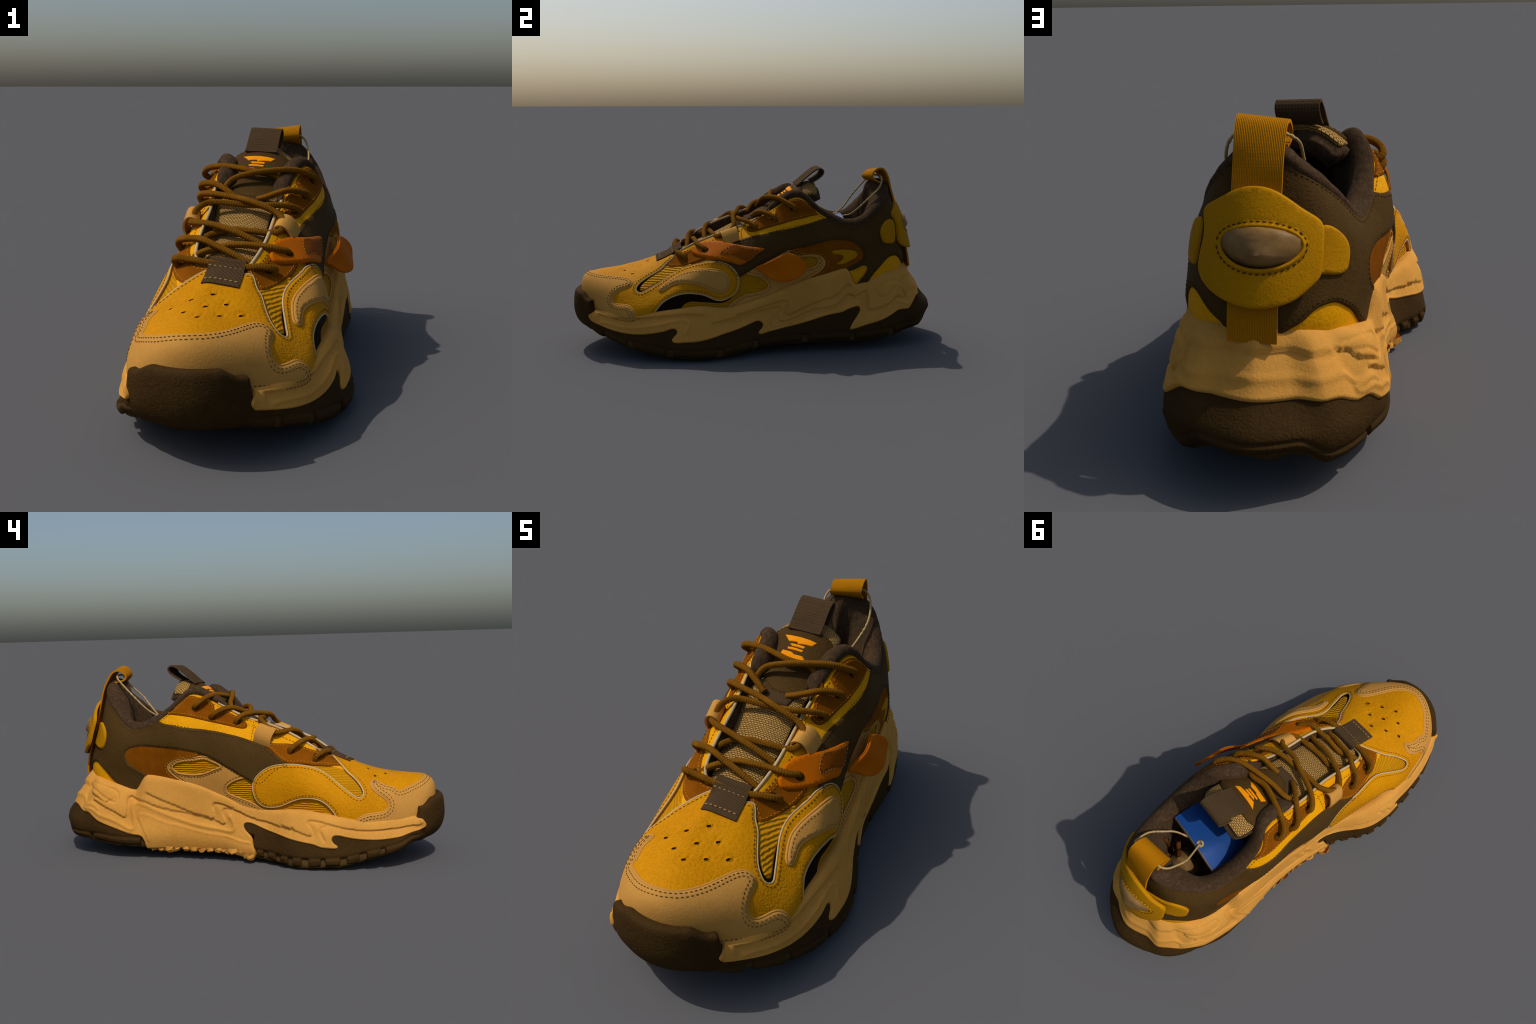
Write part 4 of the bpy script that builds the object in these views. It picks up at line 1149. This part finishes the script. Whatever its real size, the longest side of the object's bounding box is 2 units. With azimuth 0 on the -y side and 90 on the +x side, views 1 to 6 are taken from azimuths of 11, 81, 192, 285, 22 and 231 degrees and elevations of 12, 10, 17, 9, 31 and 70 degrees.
def ribbon(name, path, width, thick, mat, parent=ROOT, rib=.0, period=.008, step=.0035, roll=None):
    """A strap: path of centre points, constant or per-point width vectors, closed box section, cross ribs."""
    P = np.asarray(path, float)
    W = np.broadcast_to(np.asarray(width, float), P.shape)
    Q = spline(np.hstack([P, W]), 400)
    Q = resample(Q, step) if False else Q
    d = np.concatenate([[0], np.cumsum(np.linalg.norm(np.diff(Q[:, :3], axis=0), axis=1))])
    n = max(6, int(d[-1] / step))
    t = np.linspace(0, d[-1], n)
    Q = np.stack([np.interp(t, d, Q[:, k]) for k in range(6)], 1)
    P, W = Q[:, :3], Q[:, 3:]
    T = np.gradient(P, axis=0)
    Nn = np.cross(T, W)
    Nn /= np.linalg.norm(Nn, axis=1, keepdims=True) + 1e-12
    m = 13
    a = np.linspace(-.5, .5, m)
    amp = rib * (np.cos(t / period * 2 * np.pi))
    th = thick / 2 + amp
    up = P[:, None] + W[:, None] * a[None, :, None] + Nn[:, None] * th[:, None, None]
    dn = P[:, None] + W[:, None] * a[None, ::-1, None] - Nn[:, None] * th[:, None, None]
    ring = np.concatenate([up, dn], 1)
    R = 2 * m
    V = ring.reshape(-1, 3)
    F = [(i * R + j, i * R + (j + 1) % R, (i + 1) * R + (j + 1) % R, (i + 1) * R + j) for i in range(n - 1) for j in range(R)]
    F += [tuple(range(R))[::-1], tuple((n - 1) * R + j for j in range(R))]
    return make(name, V, F, mat, parent, angle=50)


# pull tab on the tongue
ribbon("tongue_pull_tab", [(-.053, .225, .862), (-.052, .245, .876), (-.051, .275, .902), (-.050, .31, .930), (-.049, .345, .950), (-.0485, .368, .948), (-.048, .375, .932), (-.048, .358, .908), (-.048, .335, .892), (-.049, .31, .878)],
       (.134, -.003, -.005), .007, "webbing", tongue, rib=.0012, period=.0095)
# pull loop and strip up the heel
hp = [(-.024, .866, .395), (-.024, .862, .43), (-.023, .842, .52), (-.021, .806, .62), (-.020, .786, .70), (-.020, .766, .78), (-.020, .748, .84), (-.020, .728, .893), (-.020, .708, .927), (-.020, .690, .940), (-.020, .666, .941), (-.020, .644, .927), (-.020, .633, .906), (-.020, .645, .888), (-.020, .685, .872)]
hw = [(.132, .0, .0)] * 7 + [(.132, .012, .006), (.132, .018, .012), (.132, .022, .016), (.132, .022, .016), (.132, .022, .016), (.132, .022, .014), (.132, .015, .01), (.132, 0, 0)]
ribbon("heel_pull_loop", hp, hw, .009, "heelweb", rib=.0006, period=.0085)
# tab folded over the lowest lace
vt = ribbon("vamp_tab", [(-.040, -.475, .488), (-.040, -.435, .508), (-.040, -.413, .520), (-.041, -.420, .533), (-.041, -.45, .520), (-.042, -.50, .488), (-.043, -.549, .463)],
            (.131, .002, -.014), .011, "webbing", rib=.0012, period=.0085)
tx, ty = np.linspace(-.13, .045, 8), np.linspace(-.57, -.44, 8)
TZ = np.array([[UPPER.cast(np.array([x, y, 3.0]), np.array([0, 0, -1.0]))[2] for y in ty] for x in tx])


def vamp_z(x, y):
    return np.interp(y, ty, [np.interp(x, tx, TZ[:, c]) for c in range(len(ty))])


for v in vt.data.vertices:
    if v.co.y < -.452 and v.co.z > .455 and v.index > len(vt.data.vertices) * .35:
        k_ = (v.index % 26) < 13
        w_ = float(smooth01((-.452 - v.co.y) / .03))
        zz_ = vamp_z(v.co.x, v.co.y) + (.021 if k_ else .010)
        v.co.z = v.co.z * (1 - w_) + max(zz_, v.co.z - .006) * w_
bag = Bag()
for u in (.30, .86):
    a = np.array([-.103, -.425 - .123 * u, .540 - .070 * u])
    b_ = np.array([.018, -.425 - .121 * u, .528 - .078 * u])
    Q = np.linspace(a, b_, 40) + np.array([0, 0, .004])
    if u > .5:
        Q[:, 2] = [vamp_z(x, y) + .023 for x, y, _ in Q]
    stitches(bag, Q, np.tile([0, -.42, .9], (40, 1)), length=.012, gap=.006, r=.003, closed=False)
make("vamp_tab_stitching", bag.V, bag.F, "stitch_tan", vt, stuff=True)

# leather lace keepers
ribbon("lace_keeper", [(.160, -.155, .575), (.148, -.158, .606), (.128, -.163, .630), (.106, -.168, .638), (.088, -.170, .628), (.086, -.168, .610), (.100, -.162, .596), (.122, -.158, .590)], (.012, .082, .030), .008, "tan")
ribbon("lace_keeper", [(-.266, -.148, .575), (-.276, -.150, .605), (-.272, -.160, .635), (-.252, -.172, .658), (-.230, -.172, .655), (-.218, -.168, .637), (-.226, -.160, .615), (-.244, -.155, .603)], (-.008, .078, .030), .008, "tan")

# ------------------------------------------------------------------ laces
LACE = {
    "foot bar": [(-.236, -.398, .500), (-.243, -.410, .520), (-.229, -.430, .534), (-.200, -.436, .534), (-.150, -.444, .531), (-.09, -.443, .523), (-.02, -.439, .515), (.036, -.437, .513), (.065, -.431, .515), (.097, -.421, .511), (.122, -.402, .500), (.118, -.394, .480)],
    "lower over": [(-.248, -.276, .532), (-.262, -.290, .556), (-.250, -.315, .578), (-.225, -.330, .586), (-.190, -.338, .590), (-.152, -.356, .590), (-.102, -.370, .574), (-.054, -.376, .554), (-.005, -.383, .532), (.037, -.388, .510), (.075, -.39, .485)],
    "lower under": [(.150, -.284, .520), (.150, -.290, .543), (.125, -.318, .556), (.094, -.333, .566), (.040, -.337, .571), (-.010, -.342, .574), (-.070, -.343, .568), (-.108, -.356, .558), (-.136, -.375, .552), (-.165, -.393, .538), (-.19, -.40, .510)],
    "middle over": [(-.238, -.13, .640), (-.243, -.17, .640), (-.238, -.205, .630), (-.186, -.247, .633), (-.120, -.271, .628), (-.060, -.284, .614), (-.002, -.287, .592), (.053, -.292, .566), (.095, -.30, .535)],
    "middle under": [(.106, -.13, .626), (.108, -.175, .617), (.106, -.214, .606), (.076, -.232, .601), (.034, -.240, .605), (-.020, -.247, .610), (-.074, -.252, .610), (-.114, -.253, .601), (-.141, -.273, .595), (-.165, -.297, .583), (-.19, -.31, .555)],
    "third over": [(-.238, -.008, .672), (-.252, -.022, .698), (-.237, -.042, .714), (-.191, -.070, .720), (-.126, -.091, .716), (-.064, -.108, .708), (-.019, -.124, .700), (.034, -.130, .683), (.068, -.130, .667), (.100, -.142, .646), (.110, -.165, .625)],
    "third under": [(-.236, -.185, .645), (-.230, -.155, .668), (-.214, -.138, .682), (-.190, -.122, .692), (-.138, -.116, .694), (-.082, -.110, .689), (-.027, -.103, .684), (.038, -.093, .684), (.094, -.071, .682), (.133, -.043, .670), (.150, -.028, .655), (.142, -.022, .636)],
    "second left": [(-.258, .110, .702), (-.276, .092, .722), (-.262, .062, .742), (-.210, .028, .750), (-.169, .0, .741), (-.129, -.025, .722), (-.10, -.04, .705)],
    "second right": [(.160, .080, .684), (.172, .076, .704), (.146, .046, .723), (.106, .017, .730), (.076, -.002, .726), (.041, -.010, .714), (.014, -.014, .704), (-.02, -.02, .695)],
    "top over": [(.172, .182, .736), (.184, .182, .756), (.163, .149, .780), (.122, .116, .799), (.073, .093, .804), (.021, .077, .801), (-.032, .063, .795), (-.085, .051, .784), (-.123, .047, .771), (-.148, .037, .752), (-.16, .02, .725)],
    "top under": [(-.262, .192, .752), (-.282, .178, .768), (-.272, .152, .790), (-.237, .130, .806), (-.172, .111, .811), (-.103, .092, .804), (-.041, .086, .793), (.02, .098, .782), (.07, .075, .755), (.095, .055, .72)],
}


def lace_radius(n, th):
    s = np.arange(n)[:, None] * .0028
    return .0122 * (1 + .15 * np.sin(s * 330 + 2 * th[None]) * np.sin(s * 330 - 2 * th[None]))


for p in LACE.values():
    P = resample(spline(np.array(p), 300), .0028)
    V, F = tube(P, .0122, 16, rfun=lace_radius)
    make("lace", V, F, "lace")

# ------------------------------------------------------------------ swing tag, string, stuffing
string = spline(np.array([(-.02, .470, .668), (.015, .490, .688), (.054, .515, .700), (.074, .550, .730), (.087, .580, .761), (.096, .620, .801), (.085, .672, .850), (.069, .688, .886), (.04, .692, .905), (-.02, .685, .908), (-.07, .676, .905), (-.095, .664, .893), (-.108, .645, .876), (-.110, .610, .839), (-.105, .563, .788), (-.085, .520, .738), (-.068, .485, .708), (-.060, .468, .696), (-.058, .462, .684)]), 260)
V, F = tube(string, .0045, 8, rfun=lambda n, th: .0046 * (1 + .25 * np.sin(np.arange(n)[:, None] * .9 + th[None] * 2) * (np.sin(np.arange(n)[:, None] * .13) > .2)))
make("tag_string", V, F, "string")
a = np.linspace(0, 1, 14)
b_ = np.linspace(0, 1, 10)
card = np.zeros((14, 10, 3))
for i, u in enumerate(a):
    for j, v in enumerate(b_):
        rear = np.array([.118, .470, .672]) * (1 - u) + np.array([-.176, .488, .665]) * u
        front = np.array([.120, .270, .640]) * (1 - u) + np.array([-.185, .290, .610]) * u
        p = rear * (1 - v) + front * v
        p[2] += .030 * math.sin(math.pi * u) * (1 - .7 * v) - .02 * v * v - .03 * max(0, u - .75) * 4 * (v > -1)
        card[i, j] = p
off = np.array([0, .01, -.010])
V = [*card.reshape(-1, 3), *(card + off).reshape(-1, 3)]
F = grid_faces(14, 10, False)
F = [f[::-1] for f in F]
tag = make("swing_tag", card.reshape(-1, 3), F, "blue")
nb_ = 140
edge_i = [i * 10 for i in range(14)]
Fb = [tuple(x + nb_ for x in f[::-1]) for f in F] + [(edge_i[i], edge_i[i + 1], edge_i[i + 1] + nb_, edge_i[i] + nb_) for i in range(13)]
make("swing_tag_back", [*(card - np.array([0, 0, .0015])).reshape(-1, 3), *(card + off).reshape(-1, 3)], Fb, "card", tag)
kn = [(-.058 + .012 * math.cos(t), .462 + .012 * math.sin(t), .690 + .004 * math.sin(3 * t)) for t in np.linspace(0, 2 * math.pi, 14)[:-1]]
V, F = tube(kn, .006, 6, closed=True)
make("tag_knot", V, F, "string", tag)
bag = Bag()
for p0, p1, r in (((.078, .566, .63), (.05, .56, .42), .009), ((.020, .530, .645), (-.03, .600, .42), .011), ((.055, .60, .53), (.0, .56, .40), .008)):
    bag.add(*tube(np.linspace(p0, p1, 6), r, 8))
make("stick", bag.V, bag.F, "stick", stuff=True)
u = np.linspace(0, 2 * math.pi, 18)[:-1]
V = []
for k, zz in enumerate(np.linspace(0, 1, 7)):
    r = .085 * math.sqrt(max(.02, 1 - zz ** 2.5))
    V += [(-.02 + r * math.cos(t) * (1 + .18 * math.sin(3 * t + k)), .565 + .9 * r * math.sin(t) * (1 + .18 * math.cos(2 * t + 2 * k)), .34 + .21 * zz) for t in u]
F = [(k * 17 + i, k * 17 + (i + 1) % 17, (k + 1) * 17 + (i + 1) % 17, (k + 1) * 17 + i) for k in range(6) for i in range(17)] + [tuple(6 * 17 + i for i in range(17))]
make("paper_stuffing", V, F, "kraft", smooth=False)

# ------------------------------------------------------------------ orange side tag (a limp flap standing off the shoe)
TAG = [(-.048, .457), (-.011, .476), (.05, .501), (.12, .536), (.152, .531), (.183, .513), (.206, .492), (.215, .468), (.204, .444), (.178, .42), (.146, .403), (.113, .393), (.085, .392), (.045, .399), (.014, .418), (-.013, .44)]


class Flap(Sheet):
    pass


yy, zz = np.linspace(-.06, .225, 60), np.linspace(.385, .545, 40)
FG = np.zeros((60, 40, 3))
for i, y in enumerate(yy):
    for j, z in enumerate(zz):
        x = .428 + .2795 * y - .304 * z
        c = (y * .8 + (z - .46) * 1.2)
        x += .010 * math.sin((y - .02) * 26 + (z - .46) * 14) + .012 * smooth01((.44 - z) / .05) * smooth01((.10 - y) / .08)
        FG[i, j] = (x, y, z)
flap = Flap(FG)
L = ccw(smooth_loop(np.array([flap.locate((.428 + .2795 * y - .304 * z, y, z)) for y, z in TAG]), .006))
panel("side_tag", flap, L, "orange", .003, edge=.7, base=-.003, spacing=.008)
o2 = panel("side_tag_back", flap, L, "orange", .0005, edge=1, base=-.003, spacing=.012)
for v in o2.data.vertices:
    v.co.x -= .006
o2.data.flip_normals()

# ------------------------------------------------------------------ heel disk with resin gem, wings sewn to the sides
hx, hz = np.linspace(.16, -.23, 80), np.linspace(.45, .82, 70)
HG = np.zeros((80, 70, 3))
for i, x in enumerate(hx):
    for j, z in enumerate(hz):
        y0 = np.interp(z, [.45, .49, .55, .60, .65, .70, .74, .79, .82], [.892, .885, .871, .857, .841, .822, .804, .778, .760])
        HG[i, j] = (x, y0 - (2.7 if x < -.03 else 3.3) * (x + .03) ** 2, z)
heel = Sheet(HG)


def heel_loop(pts, step=.006, rounds=3):
    return ccw(smooth_loop(np.array([heel.pick("H", x, z) for x, z in pts]), step, rounds=rounds))


DISK = HEEL_DISK
GEM = [(-.04 + .108 * math.cos(t), .640 + .054 * math.sin(t)) for t in np.linspace(0, 2 * math.pi, 25)[:-1]]
dl, gl = heel_loop(DISK), heel_loop(GEM, .005)
disk = panel("heel_disk", heel, dl, "disk", .006, base=-.006, holes=[gl], spacing=.012)
disk2 = panel("heel_disk_back", heel, dl, "disk", .001, edge=1, base=-.002, holes=[gl], spacing=.016, parent=disk)
nm = np.zeros(len(disk2.data.vertices) * 3)
disk2.data.vertices.foreach_get("co", nm)
for v in disk2.data.vertices:
    v.co.y -= .007
disk2.data.flip_normals()
bag = Bag()
C = inset(heel, gl, -.009)
stitches(bag, heel.at(C) + heel.normal(C) * .0066, heel.normal(C))
make("heel_disk_stitching", bag.V, bag.F, "stitch_dark", disk, stuff=True)
for nm_, tri in (("wing_med", [("M", (.735, .655), (.695, .600), (.735, .590))]), ("wing_lat", [("L", (.715, .645), (.685, .595), (.720, .588))])):
    o = piece(nm_, "heel_wing", "disk", .021, spacing=.01)
    bag = Bag()
    T3 = resample(picks(UPPER, tri), .004, True)
    stitches(bag, UPPER.at(T3) + UPPER.normal(T3) * .0196, UPPER.normal(T3), length=.007, gap=.004, r=.0018)
    make("heel_wing_stitching", bag.V, bag.F, "stitch_dark", o, stuff=True)
bag = Bag()
bag.add(*tube(heel.at(gl) + heel.normal(gl) * .003, .006, 8, closed=True))
make("gem_rim", bag.V, bag.F, "disk", disk, stuff=True)
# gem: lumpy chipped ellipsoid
V, F = [], []
nu, nv = 20, 10
gr = np.random.default_rng(3)
for j in range(nv):
    ph = (j + .5) / nv * math.pi
    for i in range(nu):
        t = i / nu * 2 * math.pi
        bump = 1 + gr.normal(0, .018)
        x, z, y = .108 * math.cos(t) * math.sin(ph), .054 * math.sin(t) * math.sin(ph), .026 * math.cos(ph)
        tail = .018 * math.exp(-((x + .015) / .05) ** 2 - ((z + .012) / .022) ** 2) * (y > 0)
        V.append((-.04 + x * bump, .838 + y * bump + tail - 2.4 * x * x, .640 + z * bump))
F = [(j * nu + i, (j + 1) * nu + i, (j + 1) * nu + (i + 1) % nu, j * nu + (i + 1) % nu) for j in range(nv - 1) for i in range(nu)]
F += [tuple(range(nu)), tuple((nv - 1) * nu + i for i in range(nu))[::-1]]
make("heel_gem", V, F, "gem", disk, angle=32)

# ------------------------------------------------------------------ sole
SN, SM = SOLE.N, SOLE.M
SG = SOLE.G
plan_y, plan_x = SG[:, 12, 1], SG[:, 12, 0]
out = SOLE.Nrm[:, 12].copy()
out[:, 2] = 0
out /= np.linalg.norm(out, axis=1, keepdims=True)
arc = np.concatenate([[0], np.cumsum(np.linalg.norm(np.diff(SG[:, 12], axis=0), axis=1))])
zb = SG[:, 0, 2]
lat = plan_x > -.04
NOTCH = [(1, -.83, .020), (1, -.703, .026), (1, -.502, .028), (1, -.243, .030), (1, -.05, .028), (1, .217, .028), (1, .475, .022), (1, .70, .026),
         (0, .756, .022), (0, .452, .040), (0, -.10, .034), (0, -.165, .024), (0, -.235, .026), (0, -.30, .022), (0, -.375, .030), (0, -.46, .020), (0, -.555, .026), (0, -.645, .028), (0, -.735, .02)]
notch = np.zeros(SN)
for side, y0, w in NOTCH:
    m = (lat == bool(side))
    d = np.where(m, np.abs(plan_y - y0), 9)
    notch = np.maximum(notch, 1 - smooth01((d - w * .46) / (w * .22)))
waist = (~lat) & (plan_y > -.10) & (plan_y < .455)
rub = SG.copy()
dz = (rub[:, :, 2] - zb[:, None])
toe = smooth01((-.86 - plan_y) / .05)
lug = (1 - smooth01((dz - .046) / .010)) * (1 - toe)[:, None]
rub += out[:, None] * (.006 * lug * (1 - notch[:, None]) - .022 * lug * notch[:, None] - .028 * waist[:, None] * (1 - smooth01((dz - .10) / .03)))[..., None]
rub[:, :, 2] += ((np.where(lat, .010, .018)[:, None] * (1 - notch[:, None])) * (dz < .02) * lug)
groove = np.exp(-((dz - .056) / .006) ** 2) * (1 - toe)[:, None]
rub -= out[:, None] * (.004 * groove)[..., None]
# ragged lugs under the arch on the inner side
lr = np.random.default_rng(5)
bag = Bag()
for y0, x0, zt_, sz in [(-.085, -.318, .050, .034)] + [(y, -.292 - .02 * abs(y - .15), .062, .020 + .008 * lr.random()) for y in np.arange(-.04, .45, .042)]:
    th = np.arange(9) / 9 * 2 * math.pi
    rings_ = []
    for z_, r_ in ((zt_, 1.05), (zt_ - sz * .55, 1.0), (zt_ - sz * 1.0, .62)):
        w_ = 1 + lr.normal(0, .16, 9)
        rings_.append(np.stack([x0 + np.cos(th) * sz * r_ * w_ * .85, y0 + np.sin(th) * sz * r_ * w_, np.full(9, z_) + lr.normal(0, .004, 9)], 1))
    V = [*np.vstack(rings_)]
    F = [(a * 9 + i, a * 9 + (i + 1) % 9, (a + 1) * 9 + (i + 1) % 9, (a + 1) * 9 + i)[::-1] for a in range(2) for i in range(9)] + [tuple(18 + i for i in range(9))[::-1]]
    V = [np.array([v[0], v[1], max(.002, v[2])]) for v in V]
    bag.add(V, F)
make("arch_lug", bag.V, bag.F, "foam", stuff=True, smooth=False)

# outline of the foam midsole, one strip round the shoe over the rubber
edge_l = picks(SOLE, SOLE_LINES["midsole_edge"])
lo_s = SOLE.Ls * .012
edge_l[:, 1] = np.maximum(edge_l[:, 1], lo_s)
bot = SOLE.at(edge_l)
edge_l[(bot[:, 0] < 0) & (bot[:, 1] > -.096) & (bot[:, 1] < .4505) & (edge_l[:, 1] < .05), 1] = lo_s
edge_l = smooth_loop(edge_l, .005, closed=False, rounds=3)
t_top = np.linspace(edge_l[-1, 0], edge_l[0, 0], 700)[1:-1]
top_l = np.stack([t_top, np.full(len(t_top), SOLE.Ls * .965)], 1)
ease = np.minimum(np.arange(len(t_top)), np.arange(len(t_top))[::-1])
top_l[:, 1] -= SOLE.Ls * .12 * (1 - smooth01(ease / 10))
foam_loop = ccw(np.vstack([edge_l, top_l]))
# the rubber steps back where foam covers it
grid_ts = np.stack(np.meshgrid(np.arange(SN) / SN * SOLE.Lt, np.arange(SM) / (SM - 1) * SOLE.Ls, indexing="ij"), -1).reshape(-1, 2)
cov = np.zeros(len(grid_ts), bool)
for sh in (-SOLE.Lt, 0, SOLE.Lt):
    cov |= inside(grid_ts + [sh, 0], foam_loop)
rim3 = SOLE.at(foam_loop)
flat = SG.reshape(-1, 3)
ci = np.where(cov)[0]
for k in range(0, len(ci), 2000):
    q = ci[k:k + 2000]
    dd = np.sqrt(((flat[q][:, None] - rim3[None]) ** 2).sum(2).min(1))
    rub.reshape(-1, 3)[q] -= np.repeat(out, SM, 0)[q] * (.030 * smooth01((dd - .008) / .012))[:, None]
cap = rub[:, :1].copy()
cap -= out[:, None] * .05
cap[:, :, 2] += .004
rub = np.concatenate([cap, rub], 1)
make("outsole", rub.reshape(-1, 3), grid_faces(SN, SM + 1), "rubber")

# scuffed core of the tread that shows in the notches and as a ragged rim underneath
rg = np.random.default_rng(11)
jag = np.interp(np.arange(SN), np.arange(0, SN, 5), rg.random(len(range(0, SN, 5))) * .016)
jag = jag * np.where(lat, .45, 1.1) * (1 - .6 * toe)
core = []
for f, dzz in ((-.013, .075), (-.012, .05), (-.008, .03), (-.004, .008), (-.012, .0)):
    ring = SG[:, 0].copy()
    j = np.argmin(np.abs(SG[:, :, 2] - (zb[:, None] + max(dzz, .001))), axis=1)
    ring[:, :2] = SG[np.arange(SN), j, :2]
    ring += out * f
    ring[:, 2] = zb + dzz
    if dzz < .02:
        ring[:, 2] = zb + dzz + jag * (1 if dzz > .001 else .8)
        ring += out * (jag * .5)[:, None]
    core.append(ring)
core = np.stack(core, 1)
spine = np.stack([np.interp(plan_y, [-1, -.5, 0, .5, 1], [-.055, -.01, .0, -.03, -.04]), np.clip(plan_y, -.8, .8), zb], 1)
under = [core[:, -1] * (1 - q) + spine * q for q in (.12, .35, .65, 1.0)]
for q, u_ in enumerate(under):
    u_[:, 2] = np.interp(np.clip(u_[:, 1], -1, 1), plan_y[lat][np.argsort(plan_y[lat])], zb[lat][np.argsort(plan_y[lat])]) + .016 + .006 * np.sin(u_[:, 0] * 60) * np.sin(u_[:, 1] * 55)
core = np.concatenate([core[:, ::-1], np.zeros((SN, 0, 3))], 1)
allc = np.concatenate([np.stack(under[::-1], 1), core], 1)
make("tread", allc.reshape(-1, 3), grid_faces(SN, allc.shape[1]), "core")

# lines carved into the foam
LINES = {}
CH = {n_: picks(SOLE, seg) for n_, seg in SOLE_LINES.items() if n_ != "midsole_edge"}
CH["plate"] = np.vstack([CH.pop("plate_med")[::-1], CH.pop("heel_crease"), CH.pop("plate_lat")])
CH["ridge"] = np.vstack([CH.pop("ridge_med")[::-1], CH.pop("heel_ridge"), CH.pop("ridge_lat")])
for n_, q in CH.items():
    q = resample(spline(q, 400), .005)
    for _ in range(3):
        q[1:-1] = (q[:-2] + 2 * q[1:-1] + q[2:]) / 4
    LINES[n_] = SOLE.at(q)
LEDGE = {  # crisp ledge: depth, run-out length, side that drops (+1 right of travel, -1 left)
    "plate": (.014, .030, -1), "upper_med": (.012, .030, 1), "fore_med": (.012, .024, 1), "inner_med": (.004, .02, -1),
    "upper_lat": (.012, .030, -1), "fore_lat": (.012, .026, 1)}
BEAD = {  # rounded ridge or groove: height, half width
    "oval_med": (-.006, .0045), "oval_lat": (-.006, .0045), "ridge": (.006, .009), "inner_med": (.003, .006),
    "inner_lat": (-.007, .006), "fore_tick_med": (-.007, .006), "fore_low_lat": (.005, .008)}


def line_distance(P, q):
    """Distance to the polyline q, side of it (seen from outside; + is right of travel), overshoot past its ends."""
    D, S, E = np.empty(len(P)), np.empty(len(P)), np.empty(len(P))
    T = np.gradient(q, axis=0)
    T /= np.linalg.norm(T, axis=1, keepdims=True) + 1e-12
    k8 = np.unique(np.append(np.arange(0, len(q), 8), len(q) - 1))
    nn = SOLE.normal(np.array([SOLE.locate(x) for x in q[k8]]))
    N = np.stack([np.interp(np.arange(len(q)), k8, nn[:, c]) for c in range(3)], 1)
    Rt = np.cross(T, N)
    Rt /= np.linalg.norm(Rt, axis=1, keepdims=True) + 1e-12
    for k in range(0, len(P), 2000):
        v = P[k:k + 2000, None] - q[None]
        d2 = (v ** 2).sum(2)
        m = d2.argmin(1)
        w = v[np.arange(len(m)), m]
        D[k:k + 2000] = np.sqrt(d2[np.arange(len(m)), m])
        side = (w * Rt[m]).sum(1)
        S[k:k + 2000] = np.sign(side) * D[k:k + 2000]
        E[k:k + 2000] = np.where((m == 0) | (m == len(q) - 1), np.abs((w * T[m]).sum(1)), 0)
    return D, S, E


def carve(P, d):
    h = np.zeros(len(P))
    for n_, (amp, run, side) in LEDGE.items():
        q = LINES[n_]
        near = np.where(np.abs(P - (q.min(0) + q.max(0)) / 2).max(1) < np.ptp(q, axis=0).max() / 2 + .12)[0]
        D, S, E = line_distance(P[near], q)
        s = S * side
        h[near] -= amp * smooth01((s + .002) / .006) * np.exp(-np.maximum(s, 0) / run) * np.exp(-(E / .012) ** 2)
    for n_, (amp, w) in BEAD.items():
        q = LINES[n_]
        near = np.where(np.abs(P - (q.min(0) + q.max(0)) / 2).max(1) < np.ptp(q, axis=0).max() / 2 + .06)[0]
        D, S, E = line_distance(P[near], q)
        h[near] += amp * np.exp(-(D / w) ** 2)
    return np.where(h < 0, -.018 * np.tanh(-h / .018), h) * smooth01(d / .010)


panel("midsole", SOLE, foam_loop, "foam", .009, spacing=.0050, edge=.2, base=-.012, relief=carve)
